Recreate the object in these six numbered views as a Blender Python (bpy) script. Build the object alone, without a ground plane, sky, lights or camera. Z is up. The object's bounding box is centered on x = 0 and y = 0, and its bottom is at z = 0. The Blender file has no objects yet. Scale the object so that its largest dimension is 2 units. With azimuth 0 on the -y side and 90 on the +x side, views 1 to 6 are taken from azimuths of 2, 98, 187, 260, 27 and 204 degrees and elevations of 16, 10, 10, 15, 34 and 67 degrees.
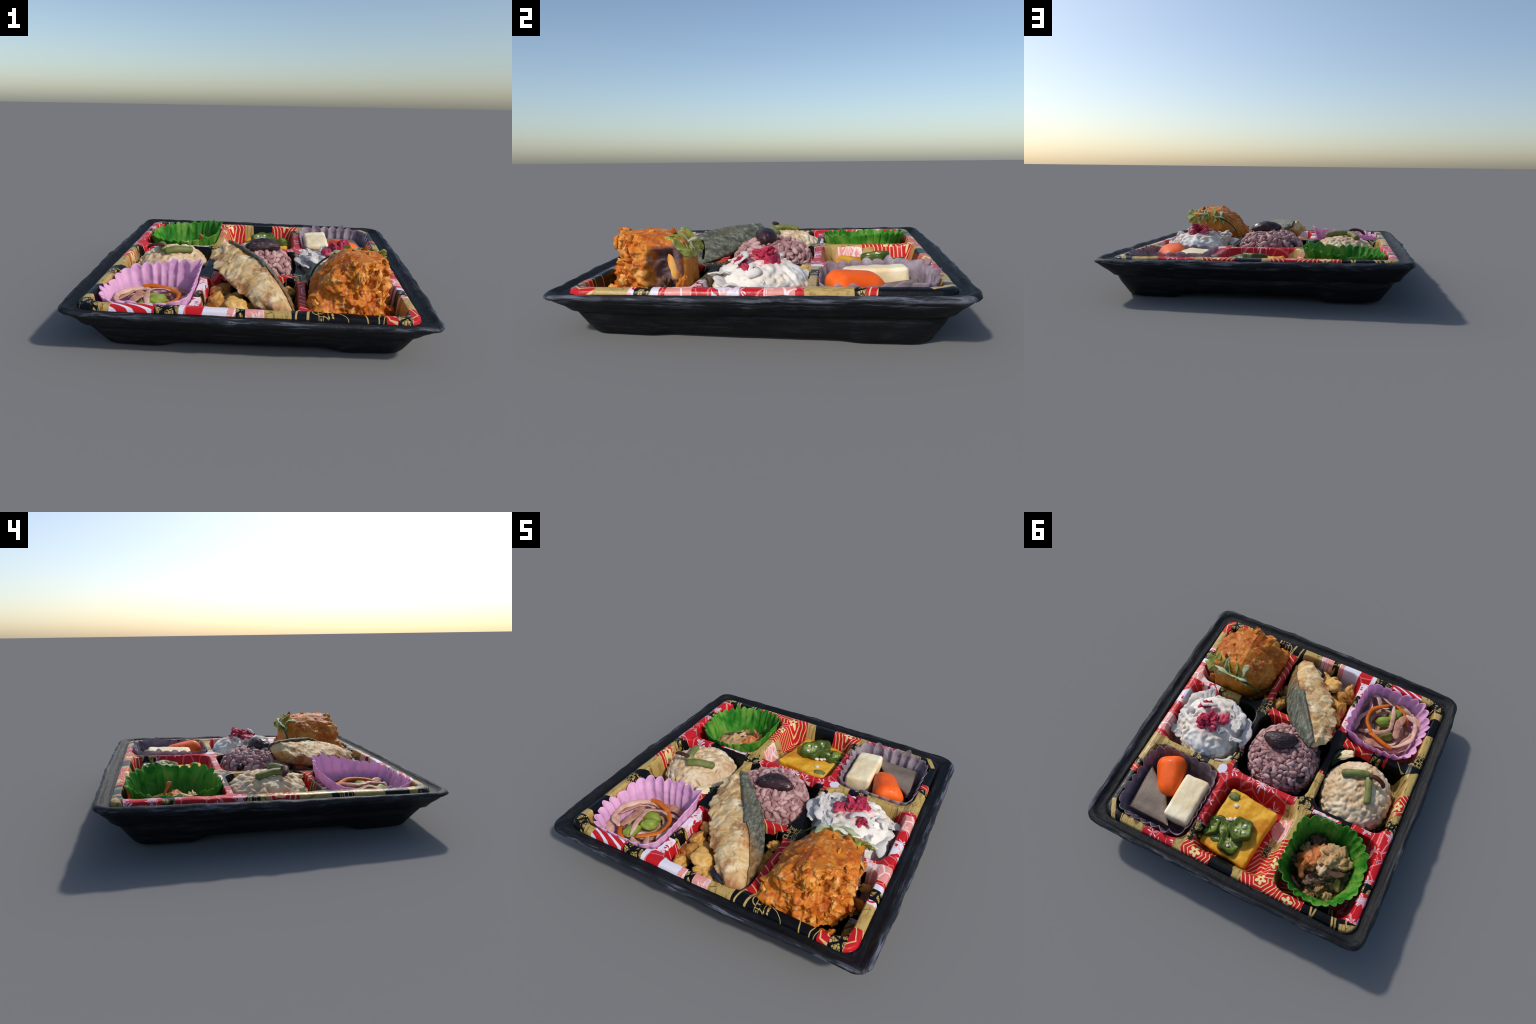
# A Japanese "makunouchi" bento: black plastic tray, printed nine-cell liner, nine small dishes.
import bpy, bmesh, math, random
import numpy as np
from mathutils import Vector, Matrix, Euler, noise

random.seed(7)
R = random.Random(11)
V = Vector


# ------------------------------------------------------------------ colours
def lin(h):
    h = h.lstrip('#')
    out = []
    for i in (0, 2, 4):
        c = int(h[i:i + 2], 16) / 255
        out.append(c / 12.92 if c <= .04045 else ((c + .055) / 1.055) ** 2.4)
    return (*out, 1.0)


# ------------------------------------------------------------------ node helper
class G:
    def __init__(self, name):
        self.m = bpy.data.materials.new(name)
        self.m.use_nodes = True
        self.t = self.m.node_tree
        self.t.nodes.clear()
        self.out = self.n('ShaderNodeOutputMaterial')
        self.P = self.n('ShaderNodeTexCoord').outputs['Object']

    def n(self, kind, **kw):
        nd = self.t.nodes.new(kind)
        for k, v in kw.items():
            setattr(nd, k, v)
        return nd

    def put(self, sock, v):
        if v is None:
            return
        if isinstance(v, bpy.types.NodeSocket):
            self.t.links.new(v, sock)
        elif isinstance(v, str):
            sock.default_value = lin(v)
        else:
            if sock.type == 'RGBA' and len(v) == 3:
                v = (*v, 1)
            sock.default_value = v

    def math(self, op, a, b=None, c=None, clamp=False):
        nd = self.n('ShaderNodeMath', operation=op, use_clamp=clamp)
        for i, x in enumerate((a, b, c)):
            self.put(nd.inputs[i], x)
        return nd.outputs[0]

    def vm(self, op, a, b=None, s=None):
        nd = self.n('ShaderNodeVectorMath', operation=op)
        self.put(nd.inputs[0], a)
        self.put(nd.inputs[1], b)
        if s is not None:
            self.put(nd.inputs['Scale'], s)
        return nd.outputs['Value'] if op in ('LENGTH', 'DISTANCE', 'DOT_PRODUCT') else nd.outputs[0]

    def sep(self, v):
        nd = self.n('ShaderNodeSeparateXYZ')
        self.put(nd.inputs[0], v)
        return nd.outputs

    def comb(self, x, y, z=0.0):
        nd = self.n('ShaderNodeCombineXYZ')
        for i, s in enumerate((x, y, z)):
            self.put(nd.inputs[i], s)
        return nd.outputs[0]

    def map(self, v, loc=(0, 0, 0), rot=(0, 0, 0), sc=(1, 1, 1), kind='POINT'):
        nd = self.n('ShaderNodeMapping', vector_type=kind)
        self.put(nd.inputs['Vector'], v)
        nd.inputs['Location'].default_value = loc
        nd.inputs['Rotation'].default_value = rot
        nd.inputs['Scale'].default_value = sc
        return nd.outputs[0]

    def mix(self, f, a, b, mode='MIX'):
        nd = self.n('ShaderNodeMix', data_type='RGBA', blend_type=mode)
        self.put(nd.inputs[0], f)
        self.put(nd.inputs[6], a)
        self.put(nd.inputs[7], b)
        return nd.outputs[2]

    def noise(self, scale, detail=3, rough=.55, v=None, dist=0.0, color=False):
        nd = self.n('ShaderNodeTexNoise')
        self.put(nd.inputs['Vector'], v or self.P)
        nd.inputs['Scale'].default_value = scale
        nd.inputs['Detail'].default_value = detail
        nd.inputs['Roughness'].default_value = rough
        nd.inputs['Distortion'].default_value = dist
        return nd.outputs[1 if color else 0]

    def vor(self, scale, feature='F1', v=None, metric='EUCLIDEAN', rnd=1.0):
        nd = self.n('ShaderNodeTexVoronoi', feature=feature)
        if feature != 'DISTANCE_TO_EDGE':
            nd.distance = metric
        self.put(nd.inputs['Vector'], v or self.P)
        nd.inputs['Scale'].default_value = scale
        nd.inputs['Randomness'].default_value = rnd
        return nd.outputs

    def ramp(self, f, stops, interp='LINEAR'):
        nd = self.n('ShaderNodeValToRGB')
        e = nd.color_ramp.elements
        while len(e) < len(stops):
            e.new(.5)
        for el, (p, c) in zip(e, stops):
            el.position = p
            el.color = lin(c) if isinstance(c, str) else (c, c, c, 1)
        nd.color_ramp.interpolation = interp
        self.put(nd.inputs[0], f)
        return nd.outputs[0]

    def step(self, f, a, b):
        """0 below a, 1 above b (smooth)"""
        nd = self.n('ShaderNodeMapRange', interpolation_type='SMOOTHSTEP')
        self.put(nd.inputs[0], f)
        nd.inputs[1].default_value = a
        nd.inputs[2].default_value = b
        return nd.outputs[0]

    def rnd(self):
        return self.n('ShaderNodeObjectInfo').outputs['Random']

    def bump(self, h, strength=.3, dist=.01):
        nd = self.n('ShaderNodeBump')
        nd.inputs['Strength'].default_value = strength
        nd.inputs['Distance'].default_value = dist
        self.put(nd.inputs['Height'], h)
        return nd.outputs[0]

    def bsdf(self, color, rough=.5, normal=None, coat=0.0, coat_rough=.15, sss=0.0, trans=0.0, spec=.5, translucent=0.0, metallic=0.0, sheen=0.0, ior=1.45):
        if not isinstance(rough, bpy.types.NodeSocket):
            rough = .38 + .5 * rough
        spec, coat = spec * .55, coat * .35
        p = self.n('ShaderNodeBsdfPrincipled')
        self.put(p.inputs['Base Color'], color)
        self.put(p.inputs['Roughness'], rough)
        self.put(p.inputs['Normal'], normal)
        p.inputs['Coat Weight'].default_value = coat
        p.inputs['Coat Roughness'].default_value = coat_rough
        p.inputs['Transmission Weight'].default_value = trans
        p.inputs['Specular IOR Level'].default_value = spec
        p.inputs['Metallic'].default_value = metallic
        p.inputs['IOR'].default_value = ior
        if sss:
            p.inputs['Subsurface Weight'].default_value = sss
            p.inputs['Subsurface Scale'].default_value = .02
            p.inputs['Subsurface Radius'].default_value = (1, .5, .3)
        o = p.outputs[0]
        if translucent:
            tr = self.n('ShaderNodeBsdfTranslucent')
            self.put(tr.inputs[0], color)
            mx = self.n('ShaderNodeMixShader')
            mx.inputs[0].default_value = translucent
            self.t.links.new(o, mx.inputs[1])
            self.t.links.new(tr.outputs[0], mx.inputs[2])
            o = mx.outputs[0]
        self.t.links.new(o, self.out.inputs[0])
        return self.m


# ------------------------------------------------------------------ mesh helpers
def add(name, verts, faces, mat, parent=None, loc=(0, 0, 0), smooth=True, kind=None):
    """verts in world space; the object's origin is put at loc"""
    v = np.asarray(verts, float) - np.asarray(loc, float)
    me = bpy.data.meshes.new(name)
    me.from_pydata(v.tolist(), [], [tuple(f) for f in faces])
    me.update()
    if smooth:
        me.polygons.foreach_set('use_smooth', [True] * len(me.polygons))
    me.materials.append(mat)
    o = bpy.data.objects.new(name, me)
    bpy.context.scene.collection.objects.link(o)
    if parent is not None:
        o.parent = parent
        o.location = V(loc) - V(parent['_w'])
    else:
        o.location = loc
    o['_w'] = list(loc)
    if kind:
        o['kind'] = kind
    return o


def top(o, label, category):
    o['label'] = label
    o['category'] = category
    return o


def solid(o, t, off=0.0):
    m = o.modifiers.new('thickness', 'SOLIDIFY')
    m.thickness = t
    m.offset = off
    return o


def grid_faces(nu, nv, close_u=False, base=0):
    f = []
    for i in range(nu if close_u else nu - 1):
        a, b = i * nv, ((i + 1) % nu) * nv
        for j in range(nv - 1):
            f.append((base + a + j, base + b + j, base + b + j + 1, base + a + j + 1))
    return f


_ico = {}


def ico(sub):
    if sub not in _ico:
        bm = bmesh.new()
        bmesh.ops.create_icosphere(bm, subdivisions=sub, radius=1)
        bm.verts.ensure_lookup_table()
        _ico[sub] = (np.array([v.co[:] for v in bm.verts]), [tuple(v.index for v in f.verts) for f in bm.faces])
        bm.free()
    v, f = _ico[sub]
    return v.copy(), f


def fnoise(p, freq, seed=0, octv=3, lac=2.1, gain=.5):
    """fractal noise in about -1..1"""
    q = V((p[0] * freq + seed * 7.31, p[1] * freq - seed * 3.17, p[2] * freq + seed * 1.93))
    s, a, t = 0.0, 1.0, 0.0
    for _ in range(octv):
        s += a * noise.noise(q)
        t += a
        q = q * lac
        a *= gain
    return s / t * 1.6


def ridge(p, freq, seed=0, octv=3):
    q = V((p[0] * freq + seed * 5.3, p[1] * freq + seed * 2.7, p[2] * freq - seed * 4.1))
    s, a, t = 0.0, 1.0, 0.0
    for _ in range(octv):
        s += a * (1 - min(1, abs(noise.noise(q)) * 2))
        t += a
        q = q * 2.1
        a *= .5
    return s / t


def rot(rx, ry, rz):
    return np.array(Euler((rx, ry, rz)).to_matrix())


def chunk(c, r, seed, sub=4, amp=.25, freq=2.0, rotv=(0, 0, 0), power=1.0, octv=3):
    """a lump: unit sphere, noise in its own frame, scaled, turned, moved"""
    v, f = ico(sub)
    out = np.empty_like(v)
    for i, p in enumerate(v):
        k = 1 + amp * fnoise(p, freq, seed, octv)
        q = np.sign(p) * np.abs(p) ** power
        out[i] = q * k
    out = (out * np.asarray(r)) @ rot(*rotv).T + np.asarray(c)
    return out, f


def rbox(half, r, n):
    """rounded box: points on a subdivided cube, corners rounded; returns verts, faces, normals"""
    half = np.asarray(half, float)
    bm = bmesh.new()
    bmesh.ops.create_cube(bm, size=2)
    bmesh.ops.subdivide_edges(bm, edges=bm.edges[:], cuts=n, use_grid_fill=True)
    bm.verts.ensure_lookup_table()
    p = np.array([v.co[:] for v in bm.verts])
    f = [tuple(v.index for v in q.verts) for q in bm.faces]
    bm.free()
    w = p * half
    q = np.clip(w, -(half - r), half - r)
    d = w - q
    d /= np.linalg.norm(d, axis=1)[:, None]
    return q + d * r, f, d


def catmull(pts, n):
    pts = [np.asarray(p, float) for p in pts]
    P = [2 * pts[0] - pts[1]] + pts + [2 * pts[-1] - pts[-2]]
    out = []
    m = len(pts) - 1
    for k in range(n):
        t = k / (n - 1) * m
        i = min(int(t), m - 1)
        u = t - i
        a, b, c, d = P[i:i + 4]
        out.append(.5 * (2 * b + (c - a) * u + (2 * a - 5 * b + 4 * c - d) * u * u + (3 * b - a - 3 * c + d) * u ** 3))
    return np.array(out)


def sweep(pts, w, h, n=28, seg=10, seed=0, wob=.15, taper=.35, twist=0.0, up=(0, 0, 1)):
    """rounded strip (w wide, h thick) along a spline"""
    C = catmull(pts, n)
    verts = []
    for i, c in enumerate(C):
        t = C[min(i + 1, n - 1)] - C[max(i - 1, 0)]
        t /= np.linalg.norm(t)
        s = np.cross(t, up)
        s /= max(1e-6, np.linalg.norm(s))
        u = np.cross(s, t)
        a = twist * i / (n - 1)
        s, u = s * math.cos(a) + u * math.sin(a), u * math.cos(a) - s * math.sin(a)
        e = min(i, n - 1 - i) / (n * .12)
        k = (1 - taper) + taper * min(1, e)
        if i in (0, n - 1):
            k *= .3
        k *= 1 + wob * fnoise(c, 14, seed, 2)
        for j in range(seg):
            th = 2 * math.pi * j / seg
            verts.append(c + s * w / 2 * k * math.cos(th) + u * h / 2 * k * math.sin(th))
    f = []
    for i in range(n - 1):
        for j in range(seg):
            f.append((i * seg + j, i * seg + (j + 1) % seg, (i + 1) * seg + (j + 1) % seg, (i + 1) * seg + j))
    f.append(tuple(range(seg))[::-1])
    f.append(tuple((n - 1) * seg + j for j in range(seg)))
    return np.array(verts), f


def join(parts):
    V_, F_, b = [], [], 0
    for v, f in parts:
        V_.append(v)
        F_ += [tuple(i + b for i in q) for q in f]
        b += len(v)
    return np.concatenate(V_), F_


# the whole box sits a little tilted: plane of the liner top
def plane(x, y):
    return -.017 * x + .025 * y


def warp(p):
    """tray: foot stays on the ground, rim follows the tilted plane"""
    p[:, 2] *= 1 + plane(p[:, 0], p[:, 1]) / .255
    return p


# ------------------------------------------------------------------ materials
def m_tray():
    g = G('black_plastic')
    x, y, z = g.sep(g.P)
    side = g.step(g.math('SUBTRACT', g.math('ABSOLUTE', x), g.math('ABSOLUTE', y)), -.02, .02)
    along_x = g.noise(1, 5, .65, g.map(g.P, sc=(5, 60, 40)), .4)
    along_y = g.noise(1, 5, .65, g.map(g.P, sc=(60, 5, 40)), .4)
    st = g.math('ADD', g.math('MULTIPLY', along_y, side), g.math('MULTIPLY', along_x, g.math('SUBTRACT', 1.0, side)))
    patch = g.noise(3.5, 3, .6)
    n2 = g.noise(40, 3, .6)
    # glossy highlights along the lip, painted in as pale streaks over a lighter grey
    r = g.math('MAXIMUM', g.math('ABSOLUTE', x), g.math('ABSOLUTE', y))
    lip = g.step(r, .945, .975)
    painted_glints = g.math('MULTIPLY', g.math('MULTIPLY', g.step(st, .46, .64), g.step(patch, .36, .58)), g.math('ADD', g.math('MULTIPLY', lip, .62), .07))
    c = g.mix(n2, '#0b0c0e', '#16181b')
    c = g.mix(g.math('MULTIPLY', lip, .5), c, '#2a2d34')
    c = g.mix(painted_glints, c, '#787c88')
    rough = g.math('ADD', g.math('MULTIPLY', patch, .25), .40)
    return g.bsdf(c, rough, g.bump(g.math('ADD', st, g.noise(26, 5, .65)), .45, .012), spec=.4)


# printed liner -------------------------------------------------------------
def m_liner():
    g = G('printed_film')
    wob = g.vm('SCALE', g.vm('SUBTRACT', g.noise(9, 2, color=True), (.5, .5, .5)), s=.018)
    x, y, _ = g.sep(g.vm('ADD', g.P, wob))
    P = g.comb(x, y)
    RED, GOLD, BLACK, WHITE, PINK = '#be1d24', '#b89a5c', '#0b0b0d', '#dcd6e0', '#e0948a'

    def polar(v):
        a, b, _ = g.sep(v)
        return g.vm('LENGTH', v), g.math('ARCTAN2', b, a)

    # scattered florets, white on red (or pale on salmon)
    def florets(scale, size, ground, petal, nlines=22):
        vo = g.vor(scale, v=P, rnd=.8)
        d = g.vm('SUBTRACT', P, vo['Position'])
        r, a = polar(d)
        tint = g.math('FRACT', g.vm('DOT_PRODUCT', vo['Position'], (127.1, 311.7, 0.0)))
        lim = g.math('MULTIPLY', g.math('ADD', g.math('MULTIPLY', g.math('COSINE', g.math('MULTIPLY', a, 5.0)), .22), .78), size)
        q = g.math('DIVIDE', r, lim)
        body = g.step(q, 1.03, .95)
        lines = g.step(g.math('SINE', g.math('MULTIPLY', a, float(nlines))), -.1, .3)
        lines = g.math('MULTIPLY', lines, g.step(q, .25, .4))
        c = g.mix(lines, petal, ground)
        c = g.mix(g.step(q, .20, .15), c, ground)
        c = g.mix(g.math('MULTIPLY', g.step(tint, .45, .5), g.math('SUBTRACT', 1.0, lines)), c, petal)
        return g.mix(body, ground, c)

    def hexa(cx, cy, turn=0.0, pitch=.0245, line=.66):
        """nested gold hexagons around a gold flower, on red"""
        co, si = math.cos(turn), math.sin(turn)
        u = g.math('MULTIPLY_ADD', y, si, g.math('MULTIPLY_ADD', x, co, -cx * co - cy * si))
        w = g.math('MULTIPLY_ADD', y, co, g.math('MULTIPLY_ADD', x, -si, cx * si - cy * co))
        a, b = g.math('ABSOLUTE', u), g.math('ABSOLUTE', w)
        h = g.math('MAXIMUM', b, g.math('ADD', g.math('MULTIPLY', b, .5), g.math('MULTIPLY', a, .866)))
        f = g.math('FRACT', g.math('DIVIDE', h, pitch))
        ln = g.math('MULTIPLY', g.step(f, line, line + .07), g.step(f, 1.0, .94))
        c = g.mix(ln, RED, '#dcbb7c')
        an = g.math('ARCTAN2', w, u)
        r = g.math('SQRT', g.math('MULTIPLY_ADD', u, u, g.math('MULTIPLY', w, w)))
        lim = g.math('MULTIPLY', g.math('ADD', g.math('MULTIPLY', g.math('ABSOLUTE', g.math('SINE', g.math('MULTIPLY', an, 2.5))), .6), .4), .032)
        fl_ = g.math('MULTIPLY', g.math('LESS_THAN', r, g.math('MULTIPLY', lim, 1.15)), g.math('GREATER_THAN', r, .008))
        c = g.mix(g.math('LESS_THAN', r, .043), c, RED)
        return g.mix(fl_, c, '#e3cd8c')

    def gold_leaf():
        return g.ramp(g.noise(60, 3, .65, g.map(P, rot=(0, 0, .6), sc=(1, .25, 1))), [(.28, '#6a5526'), (.42, '#a58a4c'), (.5, GOLD), (.62, GOLD), (.8, '#dcc68c')])

    def gold_print():      # gold leaf with fine dark brush scribbles
        e = g.vor(26, 'DISTANCE_TO_EDGE', g.map(P, rot=(0, 0, .4), sc=(1, .45, 1)))['Distance']
        m = g.math('MULTIPLY', g.step(e, .035, .015), g.step(g.noise(7, 2, v=P), .50, .56))
        return g.mix(g.math('MULTIPLY', m, .8), gold_leaf(), '#4a2c18')

    def swirl():          # white and red flow
        fl = g.noise(15, 3, .5, P, dist=1.2)
        return g.ramp(fl, [(.0, RED), (.44, RED), (.46, WHITE), (.58, WHITE), (.60, '#e6a8a4'), (.68, '#e6a8a4'), (.70, RED)])

    def rays():
        return g.mix(g.step(g.math('SINE', g.math('MULTIPLY', g.math('ADD', x, g.math('MULTIPLY', y, 2.6)), 62.0)), .35, .6), RED, WHITE)

    def blines():         # black with gold brush lines
        wv = g.math('SINE', g.math('ADD', g.math('MULTIPLY', g.math('ADD', x, g.math('MULTIPLY', y, .35)), 44.0), g.math('MULTIPLY', g.noise(5, 1, v=P), 26.0)))
        return g.mix(g.step(wv, .965, .985), BLACK, '#b59c5e')

    def knot():           # cords: gold cells with black outline
        ve = g.vor(24, 'DISTANCE_TO_EDGE', P)['Distance']
        vc = g.vor(70, 'DISTANCE_TO_EDGE', P)['Distance']
        return g.mix(g.step(ve, .10, .16), BLACK, g.mix(g.step(vc, .05, .12), '#3b3018', '#b89c5c'))

    def seal():
        sq = g.vor(46, 'F1', P, 'CHEBYCHEV', .35)['Distance']
        return g.ramp(g.math('FRACT', g.math('MULTIPLY', sq, 2.4)), [(.0, GOLD), (.42, '#a08a50'), (.5, BLACK), (1, BLACK)])

    def lines(c, tint, sc):        # thin pale line drawing over a ground
        e = g.vor(sc, 'DISTANCE_TO_EDGE', P)['Distance']
        return g.mix(g.step(e, .035, .015), c, tint)

    S = {'gold': gold_print, 'pink': lambda: lines(florets(12, .048, PINK, '#f0d0ca', 14), '#f2dcd8', 7), 'big': lambda: lines(florets(9.0, .055, RED, '#e8ccd0', 12), '#d86a6a', 9), 'swirl': swirl, 'rays': rays,
         'black': blines, 'plainblack': lambda: BLACK, 'knot': knot, 'seal': seal, 'white': lambda: WHITE, 'plainred': lambda: lines(RED, '#de7472', 11), 'red': None}
    reg = []

    def box(x0, x1, y0, y1, pat, turn=0.0):
        reg.append(('b', (x0 + x1) / 2, (y0 + y1) / 2, abs(x1 - x0) / 2, abs(y1 - y0) / 2, turn, pat))

    def disc(cx, cy, r, pat):
        reg.append(('d', cx, cy, r, r, 0, pat))

    def front(a, b, p, t=0.0):
        box(a, b, -.95, -.755, p, t)

    def back(a, b, p, t=0.0):
        box(a, b, .76, .95, p, t)

    def right(a, b, p, t=0.0):
        box(.765, .95, a, b, p, t)

    def left(a, b, p, t=0.0):
        box(-.95, -.765, a, b, p, t)

    H = lambda cx, cy, t=0.0, pitch=.0245, line=.66: ('hexa', cx, cy, t, pitch, line)
    hA, hB, hC, hD = H(-.245, .825), H(.207, .85), H(-.45, .88, .3), H(-.84, 0.0, .5)
    hE, hF, hG, hH = H(.05, -.40, .2, .04, .80), H(.37, -.52, .5, .042, .80), H(-.5, -.34, .3, .036, .78), H(.80, -.80, .8, .034, .76)
    hI = H(-.27, .70, .3)
    # cell interiors (walls and floors)
    box(.31, .82, -.82, -.30, 'plainblack')
    box(-.27, .27, -.82, -.30, 'black')
    box(-.31, -.20, -.82, -.30, 'red')
    box(-.82, -.30, -.30, .24, 'plainblack')
    box(-.27, .27, -.28, .24, 'plainblack')
    box(.30, .82, -.28, .10, 'plainblack')
    box(.30, .82, .09, .30, 'gold')
    box(-.27, .27, .24, .82, 'big')
    box(-.265, -.17, .24, .60, 'gold')
    disc(-.23, .45, .085, 'pink')
    box(-.265, -.12, .60, .95, hA)
    box(-.21, -.16, .58, .66, 'seal')
    box(.20, .28, .66, .95, 'gold')
    box(.215, .265, .66, .80, 'knot')
    # front band
    front(-.95, -.785, 'black'); front(-.785, -.707, 'gold'); front(-.707, -.487, 'rays'); front(-.475, -.335, 'knot')
    front(-.35, -.31, 'white'); front(-.319, -.224, 'plainred', -.1); front(-.224, -.10, 'white', -.1); front(-.10, .06, 'pink')
    front(-.06, -.01, 'knot'); front(.06, .088, 'swirl'); front(.085, .225, 'gold'); front(.225, .71, 'black')
    front(.246, .256, 'gold', -.15); front(.304, .318, 'gold', -.15); front(.36, .39, 'seal'); front(.41, .44, 'knot')
    front(.597, .603, 'gold', .2); front(.699, .704, 'gold', -.35); front(.705, .757, hH); front(.759, .84, 'knot')
    box(.835, .95, -.95, -.72, hH)
    # right band
    right(-.745, -.575, 'gold'); right(-.581, -.53, 'swirl'); right(-.55, -.47, 'knot'); right(-.47, -.41, 'white'); right(-.43, -.39, 'plainred')
    right(-.40, -.28, 'pink'); right(-.28, -.19, 'plainred'); right(-.19, -.06, 'swirl'); right(-.06, .05, 'red'); right(.05, .20, 'pink')
    right(.19, .235, 'big'); right(.231, .455, 'gold'); right(.445, .50, 'knot'); right(.493, .545, hH); right(.545, .95, 'plainblack')
    # back band
    back(.72, .95, 'plainblack'); back(.80, .828, 'gold', .5); back(.745, .752, 'gold', .2); back(.56, .74, 'gold', .12); back(.36, .58, 'big', .1)
    back(.297, .354, 'gold', -.05); back(.093, .30, hB); back(-.07, .097, 'plainblack'); back(-.135, -.065, 'gold', .35)
    back(-.36, -.125, hA); back(-.55, -.36, hC); back(-.95, -.545, 'plainblack')
    for a, t in ((-.60, .2), (-.625, -.15), (-.74, .3), (-.76, .3), (-.83, .2)):
        back(a - .006, a + .006, 'gold', t)
    box(-.95, -.80, .83, .95, 'gold', .3)
    # left band
    left(.56, .82, 'red'); left(.546, .625, 'knot'); left(.20, .56, 'red'); left(.10, .19, 'knot'); left(.06, .11, 'gold')
    left(-.13, .055, hD); left(-.33, -.11, 'plainblack'); left(-.26, -.10, 'gold', .5); left(-.41, -.32, 'seal'); left(-.60, -.41, 'gold', .15)
    left(-.75, -.59, 'plainblack', .2); left(-.79, -.74, 'gold'); left(-.95, -.79, 'black'); left(-.90, -.80, 'knot')
    # dividers
    box(.262, .318, -.80, -.34, hF); box(.255, .33, -.36, -.24, 'seal')
    box(-.255, .24, -.32, -.25, hE)
    box(-.32, -.262, -.80, -.36, 'swirl'); box(-.31, -.255, -.68, -.58, 'knot')
    box(-.79, -.33, -.32, -.255, hG); box(-.64, -.55, -.32, -.25, 'knot'); box(-.80, -.66, -.33, -.25, 'black')
    box(-.34, -.25, -.36, -.02, 'plainblack'); box(-.32, -.258, .0, .23, 'gold'); box(-.335, -.24, .20, .30, 'knot', .3)
    box(-.345, -.30, .28, .80, 'gold'); box(-.31, -.262, .52, .80, hI); box(-.30, -.262, .26, .52, 'gold')
    box(-.81, -.62, .225, .29, 'red'); box(-.62, -.345, .22, .29, 'plainblack'); box(-.55, -.35, .258, .29, 'swirl')
    box(-.22, .26, .225, .29, 'big'); box(.26, .36, .22, .30, 'red', .3)
    disc(.33, .265, .035, 'white')
    box(.36, .80, .222, .286, 'gold'); box(.46, .56, .22, .29, 'knot'); box(.44, .47, .22, .29, 'plainblack')
    box(.262, .318, .29, .66, 'big'); box(.262, .318, .66, .80, 'gold'); box(.262, .30, .68, .80, 'knot')
    box(.262, .318, -.25, .05, 'plainblack'); box(.26, .32, .08, .18, 'knot')
    box(.33, .50, -.33, -.25, 'plainblack'); box(.48, .62, -.32, -.25, 'gold'); box(.60, .66, -.32, -.25, 'knot'); box(.65, .78, -.32, -.25, 'swirl')

    # which print lies where: one running number, later regions over earlier ones
    pats = ['red']
    idx = None
    for kind, cx, cy, hx, hy, turn, pat in reg:
        if pat not in pats:
            pats.append(pat)
        if kind == 'd':
            r2 = g.math('ADD', g.math('POWER', g.math('SUBTRACT', x, cx), 2.0), g.math('POWER', g.math('SUBTRACT', y, cy), 2.0))
            inside = g.math('LESS_THAN', r2, hx * hx)
        elif turn == 0:
            inside = g.math('MULTIPLY', g.math('COMPARE', x, cx, hx), g.math('COMPARE', y, cy, hy))
        else:
            co, si = math.cos(turn), math.sin(turn)
            u = g.math('MULTIPLY_ADD', y, si, g.math('MULTIPLY', x, co))
            w = g.math('MULTIPLY_ADD', y, co, g.math('MULTIPLY', x, -si))
            inside = g.math('MULTIPLY', g.math('COMPARE', u, cx * co + cy * si, hx), g.math('COMPARE', w, cy * co - cx * si, hy))
        k = float(pats.index(pat))
        # idx + inside * (k - idx)
        idx = g.math('MULTIPLY', inside, k) if idx is None else g.math('MULTIPLY_ADD', inside, g.math('SUBTRACT', k, idx), idx)
    col = lines(florets(10.5, .046, RED, WHITE), '#e07c7a', 8)
    for k, pat in enumerate(pats):
        if k == 0:
            continue
        c = hexa(*pat[1:]) if isinstance(pat, tuple) else S[pat]()
        col = g.mix(g.math('COMPARE', idx, float(k), .4), col, c)
    crinkle = g.noise(30, 4, .6)
    return g.bsdf(col, g.math('ADD', g.math('MULTIPLY', crinkle, .3), .18), g.bump(crinkle, .22, .008), spec=.45)


def m_paper(name, light, dark, tint, trl=.3, rough=.5):
    g = G(name)
    c = g.ramp(g.noise(14, 4, .6), [(.3, dark), (.5, light), (.68, light), (.85, tint)])
    return g.bsdf(c, rough, g.bump(g.noise(45, 3), .2, .006), translucent=trl)


def m_green():
    g = G('green_film')
    a = g.noise(10, 5, .65, g.map(g.P, sc=(1, 1, .35)), dist=.8)
    c = g.ramp(a, [(.25, '#0e5216'), (.40, '#2f8424'), (.52, '#55a636'), (.62, '#86b04a'), (.78, '#b4c070')])
    return g.bsdf(c, .35, g.bump(a, .3, .01), translucent=.35)


def m_clear():
    g = G('clear_fluted_film')
    a = g.noise(12, 4, .6)
    c = g.ramp(a, [(.3, '#948a96'), (.5, '#c2b4be'), (.72, '#ece4ea')])
    m = g.bsdf(c, .18, g.bump(g.noise(30, 3), .3, .01), spec=.6)
    # thin see-through film, evenly clear
    solid_ = g.out.inputs[0].links[0].from_socket
    tr = g.n('ShaderNodeBsdfTransparent')
    g.put(tr.inputs[0], '#d2c4d2')
    mx = g.n('ShaderNodeMixShader')
    mx.inputs[0].default_value = .60
    g.t.links.new(solid_, mx.inputs[1])
    g.t.links.new(tr.outputs[0], mx.inputs[2])
    g.t.links.new(mx.outputs[0], g.out.inputs[0])
    return m


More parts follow.
